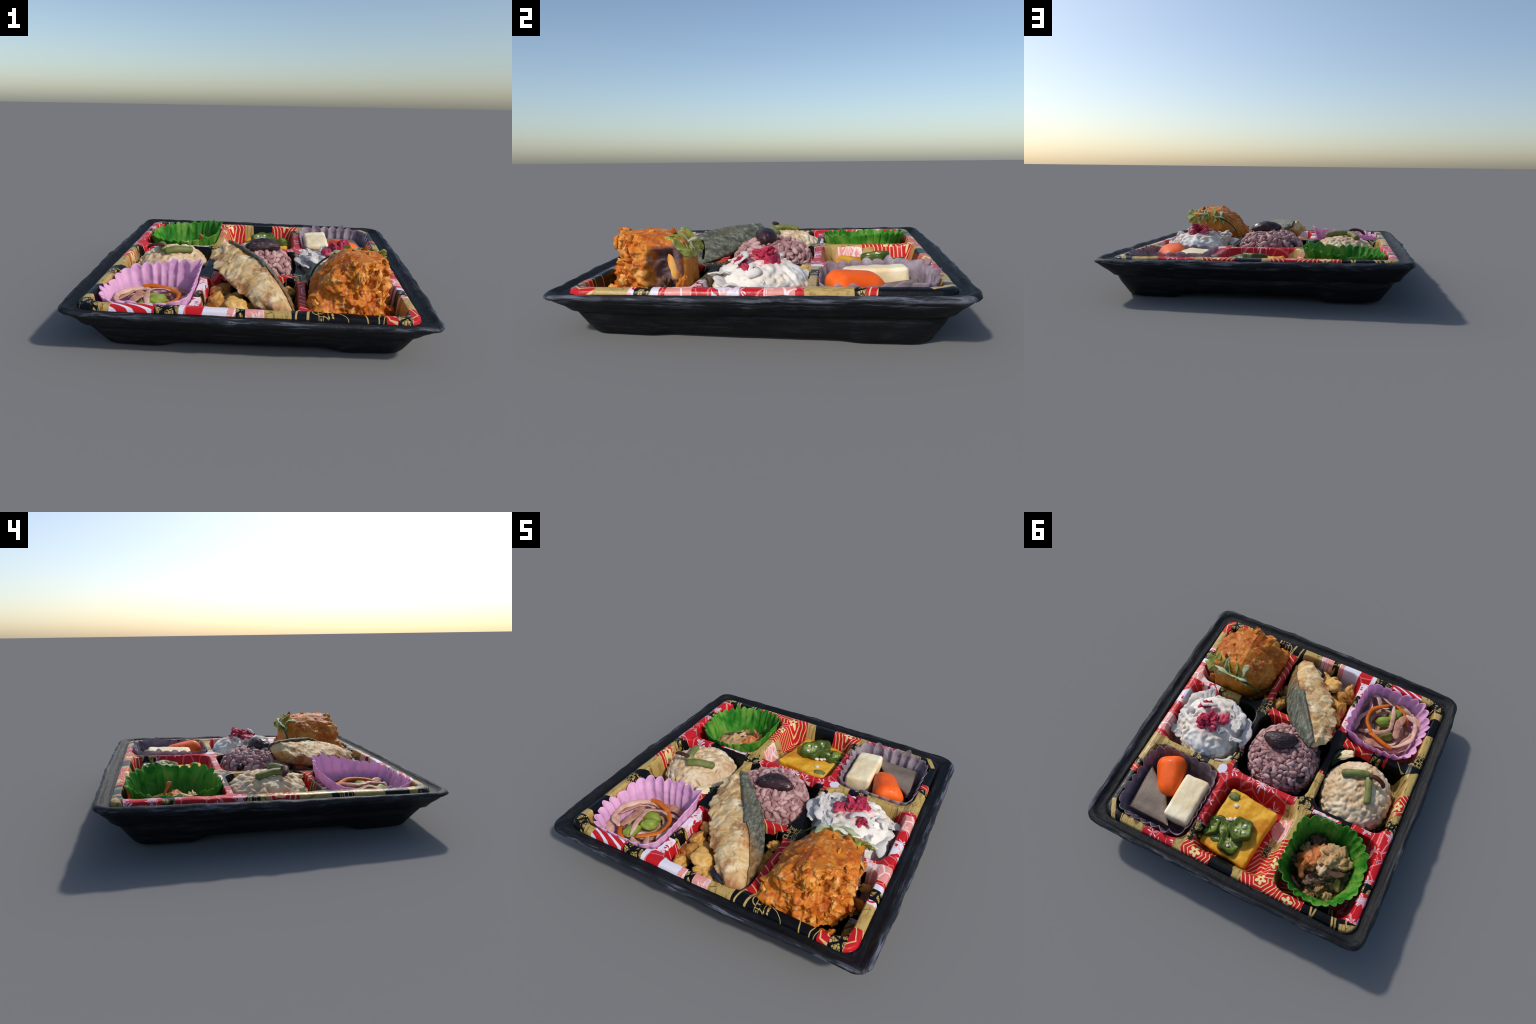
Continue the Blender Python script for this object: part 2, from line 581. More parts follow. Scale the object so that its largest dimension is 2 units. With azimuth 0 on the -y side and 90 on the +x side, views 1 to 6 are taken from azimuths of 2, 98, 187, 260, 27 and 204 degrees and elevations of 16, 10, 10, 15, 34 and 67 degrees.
def m_fried():
    g = G('fried_batter')
    a = g.noise(7, 6, .65, dist=.6)
    b = g.noise(26, 5, .7)
    c = g.ramp(a, [(.25, '#8c3c0a'), (.42, '#bd6418'), (.54, '#d07e28'), (.70, '#e2a65a')])
    c = g.mix(g.math('MULTIPLY', g.step(b, .54, .66), .6), c, '#ebbd80')
    c = g.mix(g.math('MULTIPLY', g.step(g.noise(10, 4, .6, g.map(g.P, (3, 1, 2))), .52, .64), .75), c, '#a8420c')
    c = g.mix(g.math('MULTIPLY', g.step(g.noise(17, 4, .6, g.map(g.P, (1, 7, 4))), .56, .68), .6), c, '#d8942e')
    x, y, z = g.sep(g.P)
    # the cut side: greyish meat; the sauce-soaked back is smoother and yellower
    w = g.math('MULTIPLY', g.math('SUBTRACT', g.noise(9, 3), .5), .12)
    yy = g.math('ADD', y, w)
    meat = g.math('MULTIPLY', g.math('MULTIPLY', g.step(x, .02, .05), g.step(yy, .045, .065)), g.math('MULTIPLY', g.step(yy, .200, .180), g.step(g.math('ADD', z, w), .125, .10)))
    mc = g.ramp(g.noise(10, 4, .6), [(.3, '#574044'), (.55, '#7a6062'), (.75, '#a07e64')])
    back = g.math('MULTIPLY', g.step(yy, .13, .2), .65)
    c = g.mix(back, c, g.ramp(g.noise(13, 3), [(.35, '#a8610c'), (.6, '#c8801c'), (.8, '#d8a45a')]))
    c = g.mix(meat, c, mc)
    return g.bsdf(c, g.math('ADD', g.math('MULTIPLY', b, .35), .36), g.bump(b, .35, .012), spec=.5, sss=.08)


def m_mix(name, stops, scale=10, rough=.45, bscale=40, bstr=.25, coat=0.0, sss=.1, spec=.5, dist=.3, trl=0.0, sc=(1, 1, 1), detail=4, randomize=0.0, dark=None):
    g = G(name)
    v = g.map(g.P, sc=sc) if sc != (1, 1, 1) else g.P
    f = g.noise(scale, detail, .6, v, dist)
    if randomize:
        f = g.math('ADD', f, g.math('MULTIPLY', g.math('SUBTRACT', g.rnd(), .5), randomize))
    c = g.ramp(f, stops)
    return g.bsdf(c, rough, g.bump(g.noise(bscale, 4, .6, v), bstr, .008), coat=coat, sss=sss, spec=spec, translucent=trl)


def m_flesh():
    g = G('grilled_fish_flesh')
    v = g.map(g.P, rot=(0, 0, .5), sc=(3.2, 1, 1.6), kind='TEXTURE')
    a = g.noise(16, 5, .62, v, .6)
    c = g.ramp(a, [(.25, '#9c6c38'), (.42, '#c8a26c'), (.58, '#dac296'), (.75, '#ece0c6')])
    b = g.noise(6, 4, .6, g.map(g.P, (2, 5, 1)))
    c = g.mix(g.math('MULTIPLY', g.step(b, .50, .66), .8), c, '#a05e26')
    c = g.mix(g.math('MULTIPLY', g.step(g.noise(11, 4, .6), .54, .66), .7), c, '#7c4a20')
    x, y, z = g.sep(g.P)
    tip = g.math('MULTIPLY', g.step(g.math('ADD', y, g.math('MULTIPLY', b, .16)), -.20, -.30), .8)
    c = g.mix(tip, c, g.ramp(a, [(.3, '#5e2c1c'), (.6, '#b4692c'), (.8, '#d8a868')]))
    return g.bsdf(c, .36, g.bump(g.noise(30, 4, .6, v), .35, .012), spec=.5, sss=.1)


def m_skin():
    g = G('silver_fish_skin')
    v = g.map(g.P, rot=(0, 0, -.5), sc=(1.6, .6, 1))
    a = g.noise(30, 5, .7, v, .5)
    b = g.noise(6, 3)
    c = g.ramp(a, [(.28, '#2e302a'), (.48, '#585a4e'), (.64, '#828474'), (.80, '#b2b09e')])
    c = g.mix(g.math('MULTIPLY', g.step(b, .55, .7), .5), c, '#6a6248')
    x, y, z = g.sep(g.P)
    front = g.math('MULTIPLY', g.step(g.math('ADD', y, g.math('MULTIPLY', b, .2)), .10, -.06), .8)
    c = g.mix(front, c, g.ramp(a, [(.3, '#5c3a20'), (.55, '#8f6a3e'), (.8, '#b89a6a')]))
    return g.bsdf(c, .3, g.bump(a, .3, .008), spec=.6)


def m_bean():
    g = G('glossy_bean_skin')
    a = g.noise(16, 4, .6, dist=1.0)
    c = g.ramp(a, [(.3, '#1a0c10'), (.55, '#2e151b'), (.75, '#4a2226')])
    c = g.mix(g.math('MULTIPLY', g.step(g.noise(34, 3), .62, .72), .5), c, '#8a7c80')
    return g.bsdf(c, .28, g.bump(a, .5, .012), coat=.6, spec=.8)


def m_egg():
    g = G('yellow_egg')
    a = g.noise(8, 5, .6, dist=.4)
    c = g.ramp(a, [(.3, '#c67e14'), (.46, '#d99a20'), (.6, '#e4ae34'), (.8, '#efc866')])
    s = g.step(g.noise(4, 3, v=g.map(g.P, (1.3, 4, 0))), .56, .70)
    c = g.mix(g.math('MULTIPLY', s, .7), c, '#c4741a')
    return g.bsdf(c, .42, g.bump(g.noise(24, 4), .3, .01), spec=.5, sss=.15)


def m_okra():
    g = G('okra_skin')
    r = g.vm('LENGTH', g.P)
    x, y, z = g.sep(g.P)
    rr = g.vm('LENGTH', g.comb(x, y))
    w = g.math('ADD', rr, g.math('MULTIPLY', g.math('SUBTRACT', g.noise(25, 2), .5), .02))
    c = g.mix(g.step(w, .066, .050), '#44561a', g.mix(g.step(w, .046, .02), '#6f7f30', '#a3ad70'))
    c = g.mix(g.step(z, .012, .004), c, g.ramp(g.noise(20, 3), [(.3, '#323f18'), (.7, '#5f6c26')]))
    return g.bsdf(c, .25, None, coat=.3, sss=.1)


def m_white():
    g = G('white_rice')
    c = g.ramp(g.noise(6, 4), [(.25, '#cdbca6'), (.42, '#e0d8ca'), (.6, '#ebe7df'), (.8, '#f1efec')])
    w = g.vm('ADD', g.P, g.vm('SCALE', g.noise(12, 3, color=True), s=.10))
    d = g.vm('DISTANCE', g.map(w, sc=(1, 1, .4)), (.045, .065, .12))
    c = g.mix(g.math('MULTIPLY', g.step(d, .15, .04), .8), c, '#d68a90')
    return g.bsdf(c, .42, g.bump(g.noise(40, 4), .2, .008), sss=.2)


def m_konjac():
    g = G('grey_konjac')
    c = g.ramp(g.noise(6, 4), [(.3, '#64584e'), (.7, '#8e7e70')])
    sp = g.vor(34)['Distance']
    c = g.mix(g.math('MULTIPLY', g.step(sp, .16, .10), .6), c, '#a89c90')
    c = g.mix(g.step(g.noise(90, 2), .66, .72), c, '#3f3834')
    return g.bsdf(c, .3, g.bump(g.noise(60, 3), .2, .006), sss=.15, spec=.5)


M = dict(
    tray=m_tray(), liner=m_liner(),
    pinkpaper=m_paper('pink_paper', '#f6c4e6', '#e0a8d8', '#f4b0cc', .35), green=m_green(), clear=m_clear(),
    fried=m_fried(), flesh=m_flesh(), skin=m_skin(), bean=m_bean(), egg=m_egg(), okra=m_okra(), konjac=m_konjac(),
    lettuce=m_mix('lettuce_leaf', [(.3, '#7c8426'), (.45, '#a6ac4c'), (.58, '#c2c884'), (.75, '#dfe3c8')], 9, .3, 40, .3, trl=.25, dist=1.0),
    palelettuce=m_mix('pale_lettuce_rib', [(.3, '#aeb47c'), (.55, '#cdd2b0'), (.8, '#e2e6d8')], 9, .3, 40, .3, trl=.25),
    crumb=m_mix('fried_crumb', [(.3, '#9a4a10'), (.5, '#cc7c28'), (.7, '#e0a858')], 16, .4, randomize=.4),
    herb=m_mix('dark_green_herb', [(.3, '#16280f'), (.7, '#3c5522')], 12, .35),
    root=m_mix('simmered_root', [(.25, '#94581c'), (.42, '#c08a40'), (.58, '#d0a258'), (.8, '#dcbc80')], 9, .28, 30, .35, coat=.2, randomize=.25),
    seaweed=m_mix('dark_seaweed', [(.3, '#10131c'), (.7, '#2a3044')], 12, .25),
    purplerice=m_mix('purple_rice', [(.2, '#8a5f5e'), (.42, '#aa7f7c'), (.6, '#bf9a97'), (.85, '#d3b4b0')], 12, .36, 40, .2, sss=.2, randomize=.35),
    purplebase=m_mix('purple_rice_core', [(.3, '#7a5452'), (.6, '#a07774')], 16, .5, 30, .5),
    beigerice=m_mix('seasoned_rice', [(.2, '#b08c60'), (.4, '#cbae88'), (.58, '#dcc8a8'), (.8, '#e6dccb')], 7, .4, 40, .2, sss=.2, randomize=.2),
    whiterice=m_white(),
    flake=m_mix('white_radish_flake', [(.25, '#c6beb8'), (.5, '#e4ded8'), (.8, '#f2efeb')], 8, .35, 30, .2, trl=.2),
    pickle=m_mix('pink_pickle', [(.25, '#981f3e'), (.5, '#bd3a54'), (.75, '#dc7c86')], 9, .3, 30, .2, sss=.2, randomize=.3),
    stem=m_mix('green_stem', [(.3, '#5a6030'), (.55, '#7b8248'), (.8, '#9da06c')], 9, .3, 50, .25, sc=(1, 1, 1)),
    twig=m_mix('brown_fern', [(.3, '#30140e'), (.7, '#5e2e22')], 12, .4),
    wakame=m_mix('wakame_leaf', [(.3, '#0e1c10'), (.6, '#22381e'), (.8, '#3c5434')], 9, .25),
    onion=m_mix('pickled_onion', [(.2, '#9c6450'), (.42, '#c09078'), (.6, '#d2ab98'), (.85, '#e0c6be')], 8, .3, 40, .3, coat=.15, sss=.15, randomize=.35, dist=.8),
    carrotstrip=m_mix('carrot_strip', [(.3, '#b8500c'), (.7, '#dd7a22')], 9, .3),
    edamame=m_mix('green_soybean', [(.3, '#6a7c26'), (.55, '#8e9f40'), (.8, '#b2bc78')], 9, .3, coat=.2, sss=.15),
    stew=m_mix('simmered_gratings', [(.2, '#5a3a20'), (.4, '#9c7448'), (.58, '#c09a6a'), (.8, '#d8bc98')], 9, .3, 30, .4, coat=.15, randomize=.35, dist=.6),
    stewdark=m_mix('simmered_dark', [(.3, '#3c2a1e'), (.6, '#6e5040'), (.8, '#96745a')], 9, .3, 30, .4, coat=.15, randomize=.3),
    salmon=m_mix('orange_flake', [(.25, '#b0521c'), (.5, '#cc7a44'), (.75, '#e0b48c')], 9, .35, 30, .3),
    carrot=m_mix('boiled_carrot', [(.25, '#d6480a'), (.5, '#f06014'), (.8, '#f88034')], 5, .32, 40, .15, coat=.15, sss=.2),
    tofu=m_mix('cream_tofu', [(.3, '#e2c896'), (.55, '#f0dfb8'), (.8, '#f8efd6')], 8, .5, 60, .25, sss=.2),
    seed=m_mix('pale_seed', [(.3, '#d4cdc0'), (.7, '#e8e4dc')], 20, .3, sss=.2),
    label=m_mix('white_label', [(.3, '#b8b0b0'), (.7, '#d8d2d2')], 8, .6),
)


# ------------------------------------------------------------------ tray
def ring(half, r, ns=70, nc=14, bow=.012):
    """rounded square, ns points per side, nc per corner; returns xy and position along the side (-1..1)"""
    pts, pos = [], []
    for k in range(4):
        c, s = math.cos(k * math.pi / 2), math.sin(k * math.pi / 2)
        for i in range(ns):
            t = -1 + 2 * i / ns
            x, y = t * (half - r), -half
            y -= bow * (1 - t * t)
            pts.append((x * c - y * s, x * s + y * c))
            pos.append(t * (half - r) / half)
        for i in range(nc):
            a = -math.pi / 2 + math.pi / 2 * i / nc
            x, y = half - r + r * math.cos(a), -(half - r) + r * math.sin(a)
            pts.append((x * c - y * s, x * s + y * c))
            pos.append(1.0)
    return np.array(pts), np.array(pos)


def build_tray():
    # half size, height, corner radius, how far the mid-side lifts off the ground
    prof = [(.40, .028, .10, 0), (.72, .028, .12, 0), (.765, .028, .12, 0), (.785, .006, .12, 1), (.806, .000, .12, 1), (.826, .008, .12, .85), (.845, .045, .12, .25),
            (.866, .090, .12, 0), (.882, .124, .12, 0), (.876, .133, .12, 0), (.882, .141, .12, 0), (.906, .146, .12, 0), (.925, .176, .11, 0), (.945, .198, .105, 0), (.961, .216, .10, 0), (.967, .224, .10, 0),
            (.977, .229, .10, 0), (.982, .237, .10, 0), (.979, .247, .10, 0), (.971, .254, .095, 0), (.961, .257, .09, 0), (.951, .254, .09, 0), (.942, .246, .09, 0), (.933, .238, .085, 0), (.920, .234, .08, 0), (.904, .232, .08, 0),
            (.884, .236, .08, 0), (.872, .12, .1, 0), (.82, .034, .1, 0), (.45, .034, .1, 0)]
    arch = (.021, .010, .046, .030)      # how high each side arches between its two feet: front, right, back, left
    rings, nr = [], 0
    for h, z, r, lift in prof:
        p, t = ring(h, r)
        nr = len(p)
        zz = np.full(nr, z)
        at = np.abs(t)
        k = np.clip((.62 - at) / .16, 0, 1)
        k = k * k * (3 - 2 * k)
        zz = zz + lift * k * np.repeat(arch, len(p) // 4)
        low = max(0, 1 - z / .14)
        p = p * (1 - .022 * (k * low)[:, None]) * np.array((1.000, .990)) + np.array((.008 + .010 * low, -.003 * low))
        rings.append(np.column_stack([p, zz]))
    A = np.array(rings)
    for i in range(len(A)):
        wgt = .0025 if i < 3 else (.0095 if 9 < i < 21 else .0045)
        for j in range(nr):
            x, y, z = A[i, j]
            n = fnoise((x * 1.0, y * 1.0, z * 2.5), 7, 3, 4, gain=.6)
            n2 = fnoise((x, y, z * 3), 2.2, 9, 2)
            L = math.hypot(x, y)
            o = wgt * n + .006 * n2 * (i > 8)
            if 9 < i < 20:      # dents and knobs where the rim was crimped
                for bx, by, bs in ((-.98, -.02, .022), (-.50, -.97, .004), (-.12, -.97, .003), (.36, -.98, .004), (.58, -.98, .003), (.6, .98, .008), (-.98, .75, .008)):
                    o += bs * math.exp(-((x - bx) ** 2 + (y - by) ** 2) / .004) * (1 if i < 16 else .5)
            A[i, j, 0] += x / L * o
            A[i, j, 1] += y / L * o
            if i > 9:
                A[i, j, 2] += wgt * .6 * fnoise((x, y, z), 9, 5, 3)
    m = len(A)
    v = A.reshape(-1, 3)
    f = []
    for i in range(m - 1):
        for j in range(nr):
            f.append((i * nr + j, i * nr + (j + 1) % nr, (i + 1) * nr + (j + 1) % nr, (i + 1) * nr + j)[::-1])
    f.append(tuple(range(nr)))
    f.append(tuple((m - 1) * nr + j for j in range(nr))[::-1])
    v = warp(v)
    back_left = np.clip((-v[:, 0] + v[:, 1] - .3) / 1.3, 0, 1)
    low = np.clip(1 - v[:, 2] / .17, 0, 1)
    near = np.exp(-((v[:, 0] + .80) ** 2 + (v[:, 1] + .80) ** 2) / .05) * low
    v[:, 0] += .006 * near
    v[:, 1] += .006 * near
    far = np.exp(-((v[:, 0] + .80) ** 2 + (v[:, 1] - .80) ** 2) / .08) * low
    v[:, 0] += .004 * far + .010 * low * (v[:, 0] < 0)
    v[:, 1] -= .008 * far + .008 * low * (v[:, 1] > 0)
    v[:, 2] += .010 * back_left * np.clip(1 - v[:, 2] / .2, 0, 1)
    v[:, 2] -= v[:, 2].min()
    root = bpy.data.objects.new('bento_box', None)
    bpy.context.scene.collection.objects.link(root)
    root['_w'] = [0, 0, 0]
    top(root, 'square black plastic bento box with red and gold liner', 'lunch box')
    add('tray', v, f, M['tray'], root)
    return root


# ------------------------------------------------------------------ liner: nine rounded wells pressed into a sheet
CX = [(-.830, -.318), (-.262, .262), (.318, .832)]
CY = [(-.832, -.318), (-.262, .230), (.284, .830)]
DEPTH, TOPZ = .150, .246


def build_liner(root):
    n = 400
    s = np.linspace(-.905, .905, n)
    X, Y = np.meshgrid(s, s, indexing='ij')
    best = np.zeros_like(X)
    for x0, x1 in CX:
        for y0, y1 in CY:
            r = .09
            cx, cy, hx, hy = (x0 + x1) / 2, (y0 + y1) / 2, (x1 - x0) / 2 - r, (y1 - y0) / 2 - r
            qx, qy = np.abs(X - cx) - hx, np.abs(Y - cy) - hy
            d = np.hypot(np.maximum(qx, 0), np.maximum(qy, 0)) + np.minimum(np.maximum(qx, qy), 0) - r
            deep = DEPTH if (x0, y0) == (CX[1][0], CY[2][0]) else .204
            w = .060 if deep == DEPTH else .040
            t = np.clip((-d + .010) / w, 0, 1)
            best = np.maximum(best, deep * t * t * (3 - 2 * t))
    Z = TOPZ - best
    # outer skirt: chamfer, then down into the tray
    r = .09
    q = np.maximum(np.abs(X), np.abs(Y))
    qx, qy = np.abs(X) - (.90 - r), np.abs(Y) - (.90 - r)
    d = np.hypot(np.maximum(qx, 0), np.maximum(qy, 0)) + np.minimum(np.maximum(qx, qy), 0) - r + .90
    up = np.clip((d - .80) / .035, 0, 1)
    Z += .014 * up * up * (3 - 2 * up) * (best < .05)      # the outer frame stands a little prouder than the dividers
    e = np.clip((d - .858) / .030, 0, 1)
    Z -= .009 * e * e
    Z -= .045 * np.clip((d - .886) / .016, 0, 1)
    v = np.column_stack([X.ravel(), Y.ravel(), Z.ravel()])
    for i in range(len(v)):
        a = noise.noise(V((v[i, 0] * 9, v[i, 1] * 9, 1.7)))
        v[i, 2] += .0035 * a
    v[:, 2] = np.maximum(v[:, 2] + plane(v[:, 0], v[:, 1]), .044)
    keep = (d < .903).ravel()
    faces = [q for q in grid_faces(n, n) if all(keep[i] for i in q)]
    used = np.unique(np.array(faces))
    remap = -np.ones(n * n, int)
    remap[used] = np.arange(len(used))
    faces = [tuple(remap[i] for i in q) for q in faces]
    return add('printed_liner', v[used], faces, M['liner'], root)


# ------------------------------------------------------------------ fluted paper cups
def cup(name, c, rx, ry, rim, mat, cell, flutes, amp, zb=.065, seed=0, sq=2.8, base=.70, thick=.004, ruffle=.008):
    nt, nz = flutes * 12, 22
    cx, cy = c
    ph = [R.uniform(-.3, .3) for _ in range(flutes)]
    verts = []
    for i in range(nt):
        th = 2 * math.pi * i / nt
        k = i * flutes / nt
        kk = k + .22 * math.sin(th * 3 + seed) + .1 * math.sin(th * 7 + 2 * seed)
        fl = (2 * abs(math.sin(math.pi * kk)) ** .75 - 1)
        tip = ph[int(kk) % flutes]
        fl *= (1 + .6 * fnoise((math.cos(th), math.sin(th), 0), 4, seed))
        ct, st = math.cos(th), math.sin(th)
        sup = (abs(ct) ** sq + abs(st) ** sq) ** (-1 / sq)
        for j in range(nz):
            t = j / (nz - 1)
            rr = base + (1 - base) * (t ** .85)
            g_ = amp * (.15 + .85 * t) * fl
            x = cx + (rx * rr * sup + g_) * ct
            y = cy + (ry * rr * sup + g_) * st
            zt = rim(x, y) + ruffle * fl + .030 * tip * max(0, fl) + .012 * fnoise((ct, st, 0), 2.5, seed + 4)
            z = zb + (zt - zb) * t
            w = .012 * fnoise((x, y, z), 9, seed + 2, 3) * (.4 + t)
            x, y = x + w * ct, y + w * st
            (x0, x1), (y0, y1) = cell
            inset = .001 + .038 * max(0, min(1, (.245 + plane(x, y) - z) / .17)) - (.3 * max(0, z - .256 - plane(x, y)))
            mx, my, hx, hy = (x0 + x1) / 2, (y0 + y1) / 2, (x1 - x0) / 2 - inset, (y1 - y0) / 2 - inset
            over = ((abs(x - mx) / hx) ** 5.5 + (abs(y - my) / hy) ** 5.5) ** (1 / 5.5)
            lim = 1 - .022 * (1 - fl)
            if over > lim:
                x, y = mx + (x - mx) / over * lim, my + (y - my) / over * lim
            verts.append((x, y, z))
    f = grid_faces(nt, nz, True)
    b = len(verts)
    verts.append((cx, cy, zb))
    for i in range(nt):
        f.append((i * nz, b, ((i + 1) % nt) * nz))
    o = add(name, verts, f, mat, None, (cx, cy, zb))
    return solid(o, thick)


# ------------------------------------------------------------------ rice balls
def dome_point(c, r, th, ph, e=2.4):
    """superellipsoid point and outward direction"""
    d = np.array([math.cos(th) * math.cos(ph), math.sin(th) * math.cos(ph), math.sin(ph)])
    k = (abs(d[0]) ** 2 + abs(d[1]) ** 2) ** .5
    s = (k ** e + abs(d[2]) ** e) ** (-1 / e)
    p = d * s
    n = np.array([d[0] / max(k, 1e-6) * (k * s) ** (e - 1) / r[0], d[1] / max(k, 1e-6) * (k * s) ** (e - 1) / r[1], math.copysign(abs(p[2]) ** (e - 1), p[2]) / r[2]])
    return np.asarray(c) + p * np.asarray(r), n / np.linalg.norm(n)


def ball_core(c, r, seed, lump, freq, e=2.4, sub=5):
    v, f = ico(sub)
    out = []
    for p in v:
        th, ph = math.atan2(p[1], p[0]), math.asin(max(-1, min(1, p[2])))
        q, n = dome_point(c, r, th, ph, e)
        a = lump * fnoise(q, freq, seed, 3) + lump * .6 * (noise.voronoi(V(q) * freq * 2.2)[0][0] * -1.6 + .5)
        q = q + n * a
        q[2] = max(q[2], .058)          # it sits flat on the floor of its well
        out.append(q)
    return np.array(out), f


def grain_mesh(seed, seg=12, rings=8):
    """one plump rice grain, unit half-length along x"""
    v, f = [], []
    for i in range(rings + 1):
        a = math.pi * i / rings
        for j in range(seg):
            b = 2 * math.pi * j / seg
            k = math.sin(a) ** .8 if 0 < i < rings else 0.0
            x = -math.cos(a)
            y, z = k * math.cos(b) * .52, k * math.sin(b) * .48
            y += .08 * x * x * (1 if seed % 2 else -1)
            k2 = 1 + .1 * fnoise((x, y, z), 2, seed, 2)
            v.append((x * k2, y * k2, z * k2))
    for i in range(rings):
        for j in range(seg):
            f.append((i * seg + j, i * seg + (j + 1) % seg, (i + 1) * seg + (j + 1) % seg, (i + 1) * seg + j))
    return np.array(v), f


GRAINS = [grain_mesh(s) for s in range(4)]


def grain_frames(c, r, n, seed, e=2.4, sink=.35, size=.027, low=-.25, jitter=.35):
    rr = random.Random(seed)
    out = []
    ga = math.pi * (3 - math.sqrt(5))
    for i in range(n):
        z = 1 - (1 - low) * (i + .5) / n
        ph = math.asin(max(-1, min(1, z + rr.uniform(-.03, .03))))
        th = i * ga + rr.uniform(-jitter, jitter) * .3
        p, nn = dome_point(c, r, th, ph, e)
        s = size * rr.uniform(.72, 1.22)
        p = p + nn * (s * .40 * (1 - 2 * sink) + rr.uniform(-.004, .004))
        t = np.cross(nn, (rr.uniform(-1, 1), rr.uniform(-1, 1), rr.uniform(-1, 1)))
        t = t / np.linalg.norm(t) + nn * rr.uniform(-.45, .45)
        t /= np.linalg.norm(t)
        b = np.cross(nn, t)
        b /= np.linalg.norm(b)
        out.append((p, np.column_stack([t, b, np.cross(t, b)]), s))
    return out


def rice_ball(name, c, r, mat_core, mat_grain, seed, lump, freq, n_grain, size, separate, label, sink=.3, e=2.4, soften=3):
    v, f = ball_core(c, r, seed, lump, freq, e)
    fr = grain_frames(c, r, n_grain, seed, e, sink, size)
    if not separate:      # sticky rice: grains melt into the ball
        parts = [(v, f)]
        for i, (p, m, s) in enumerate(fr):
            gv, gf = GRAINS[i % 4]
            parts.append(((gv * s) @ m.T + p, gf))
        v, f = join(parts)
    o = top(add(name, v, f, mat_core, None, tuple(c)), label, 'rice ball')
    if not separate:
        rm = o.modifiers.new('stick_together', 'REMESH')
        rm.mode, rm.voxel_size, rm.use_smooth_shade = 'VOXEL', .0052, True
        sm = o.modifiers.new('soften', 'SMOOTH')
        sm.factor, sm.iterations = .5, soften
    if separate:
        meshes = []
        for gv, gf in GRAINS:
            me = bpy.data.meshes.new('rice_grain')
            me.from_pydata(gv.tolist(), [], gf)
            me.polygons.foreach_set('use_smooth', [True] * len(gf))
            me.materials.append(mat_grain)
            meshes.append(me)
        for i, (p, m, s) in enumerate(fr):
            g_ = bpy.data.objects.new('rice_grain', meshes[i % 4])
            bpy.context.scene.collection.objects.link(g_)
            g_.parent = o
            mt = Matrix([list(m[k] * s) + [p[k] - c[k]] for k in range(3)] + [[0, 0, 0, 1]])
            g_.matrix_local = mt
            g_['_w'] = p.tolist()
        parts = []
        for i, (p, m, s) in enumerate(grain_frames(c, r, 420, seed + 1, e, .62, size * .9)):
            gv, gf = GRAINS[i % 4]
            parts.append(((gv * s) @ m.T + p, gf))
        v, f = join(parts)
        add('rice_filling', v, f, mat_grain, o, tuple(c), kind='stuff')
    return o


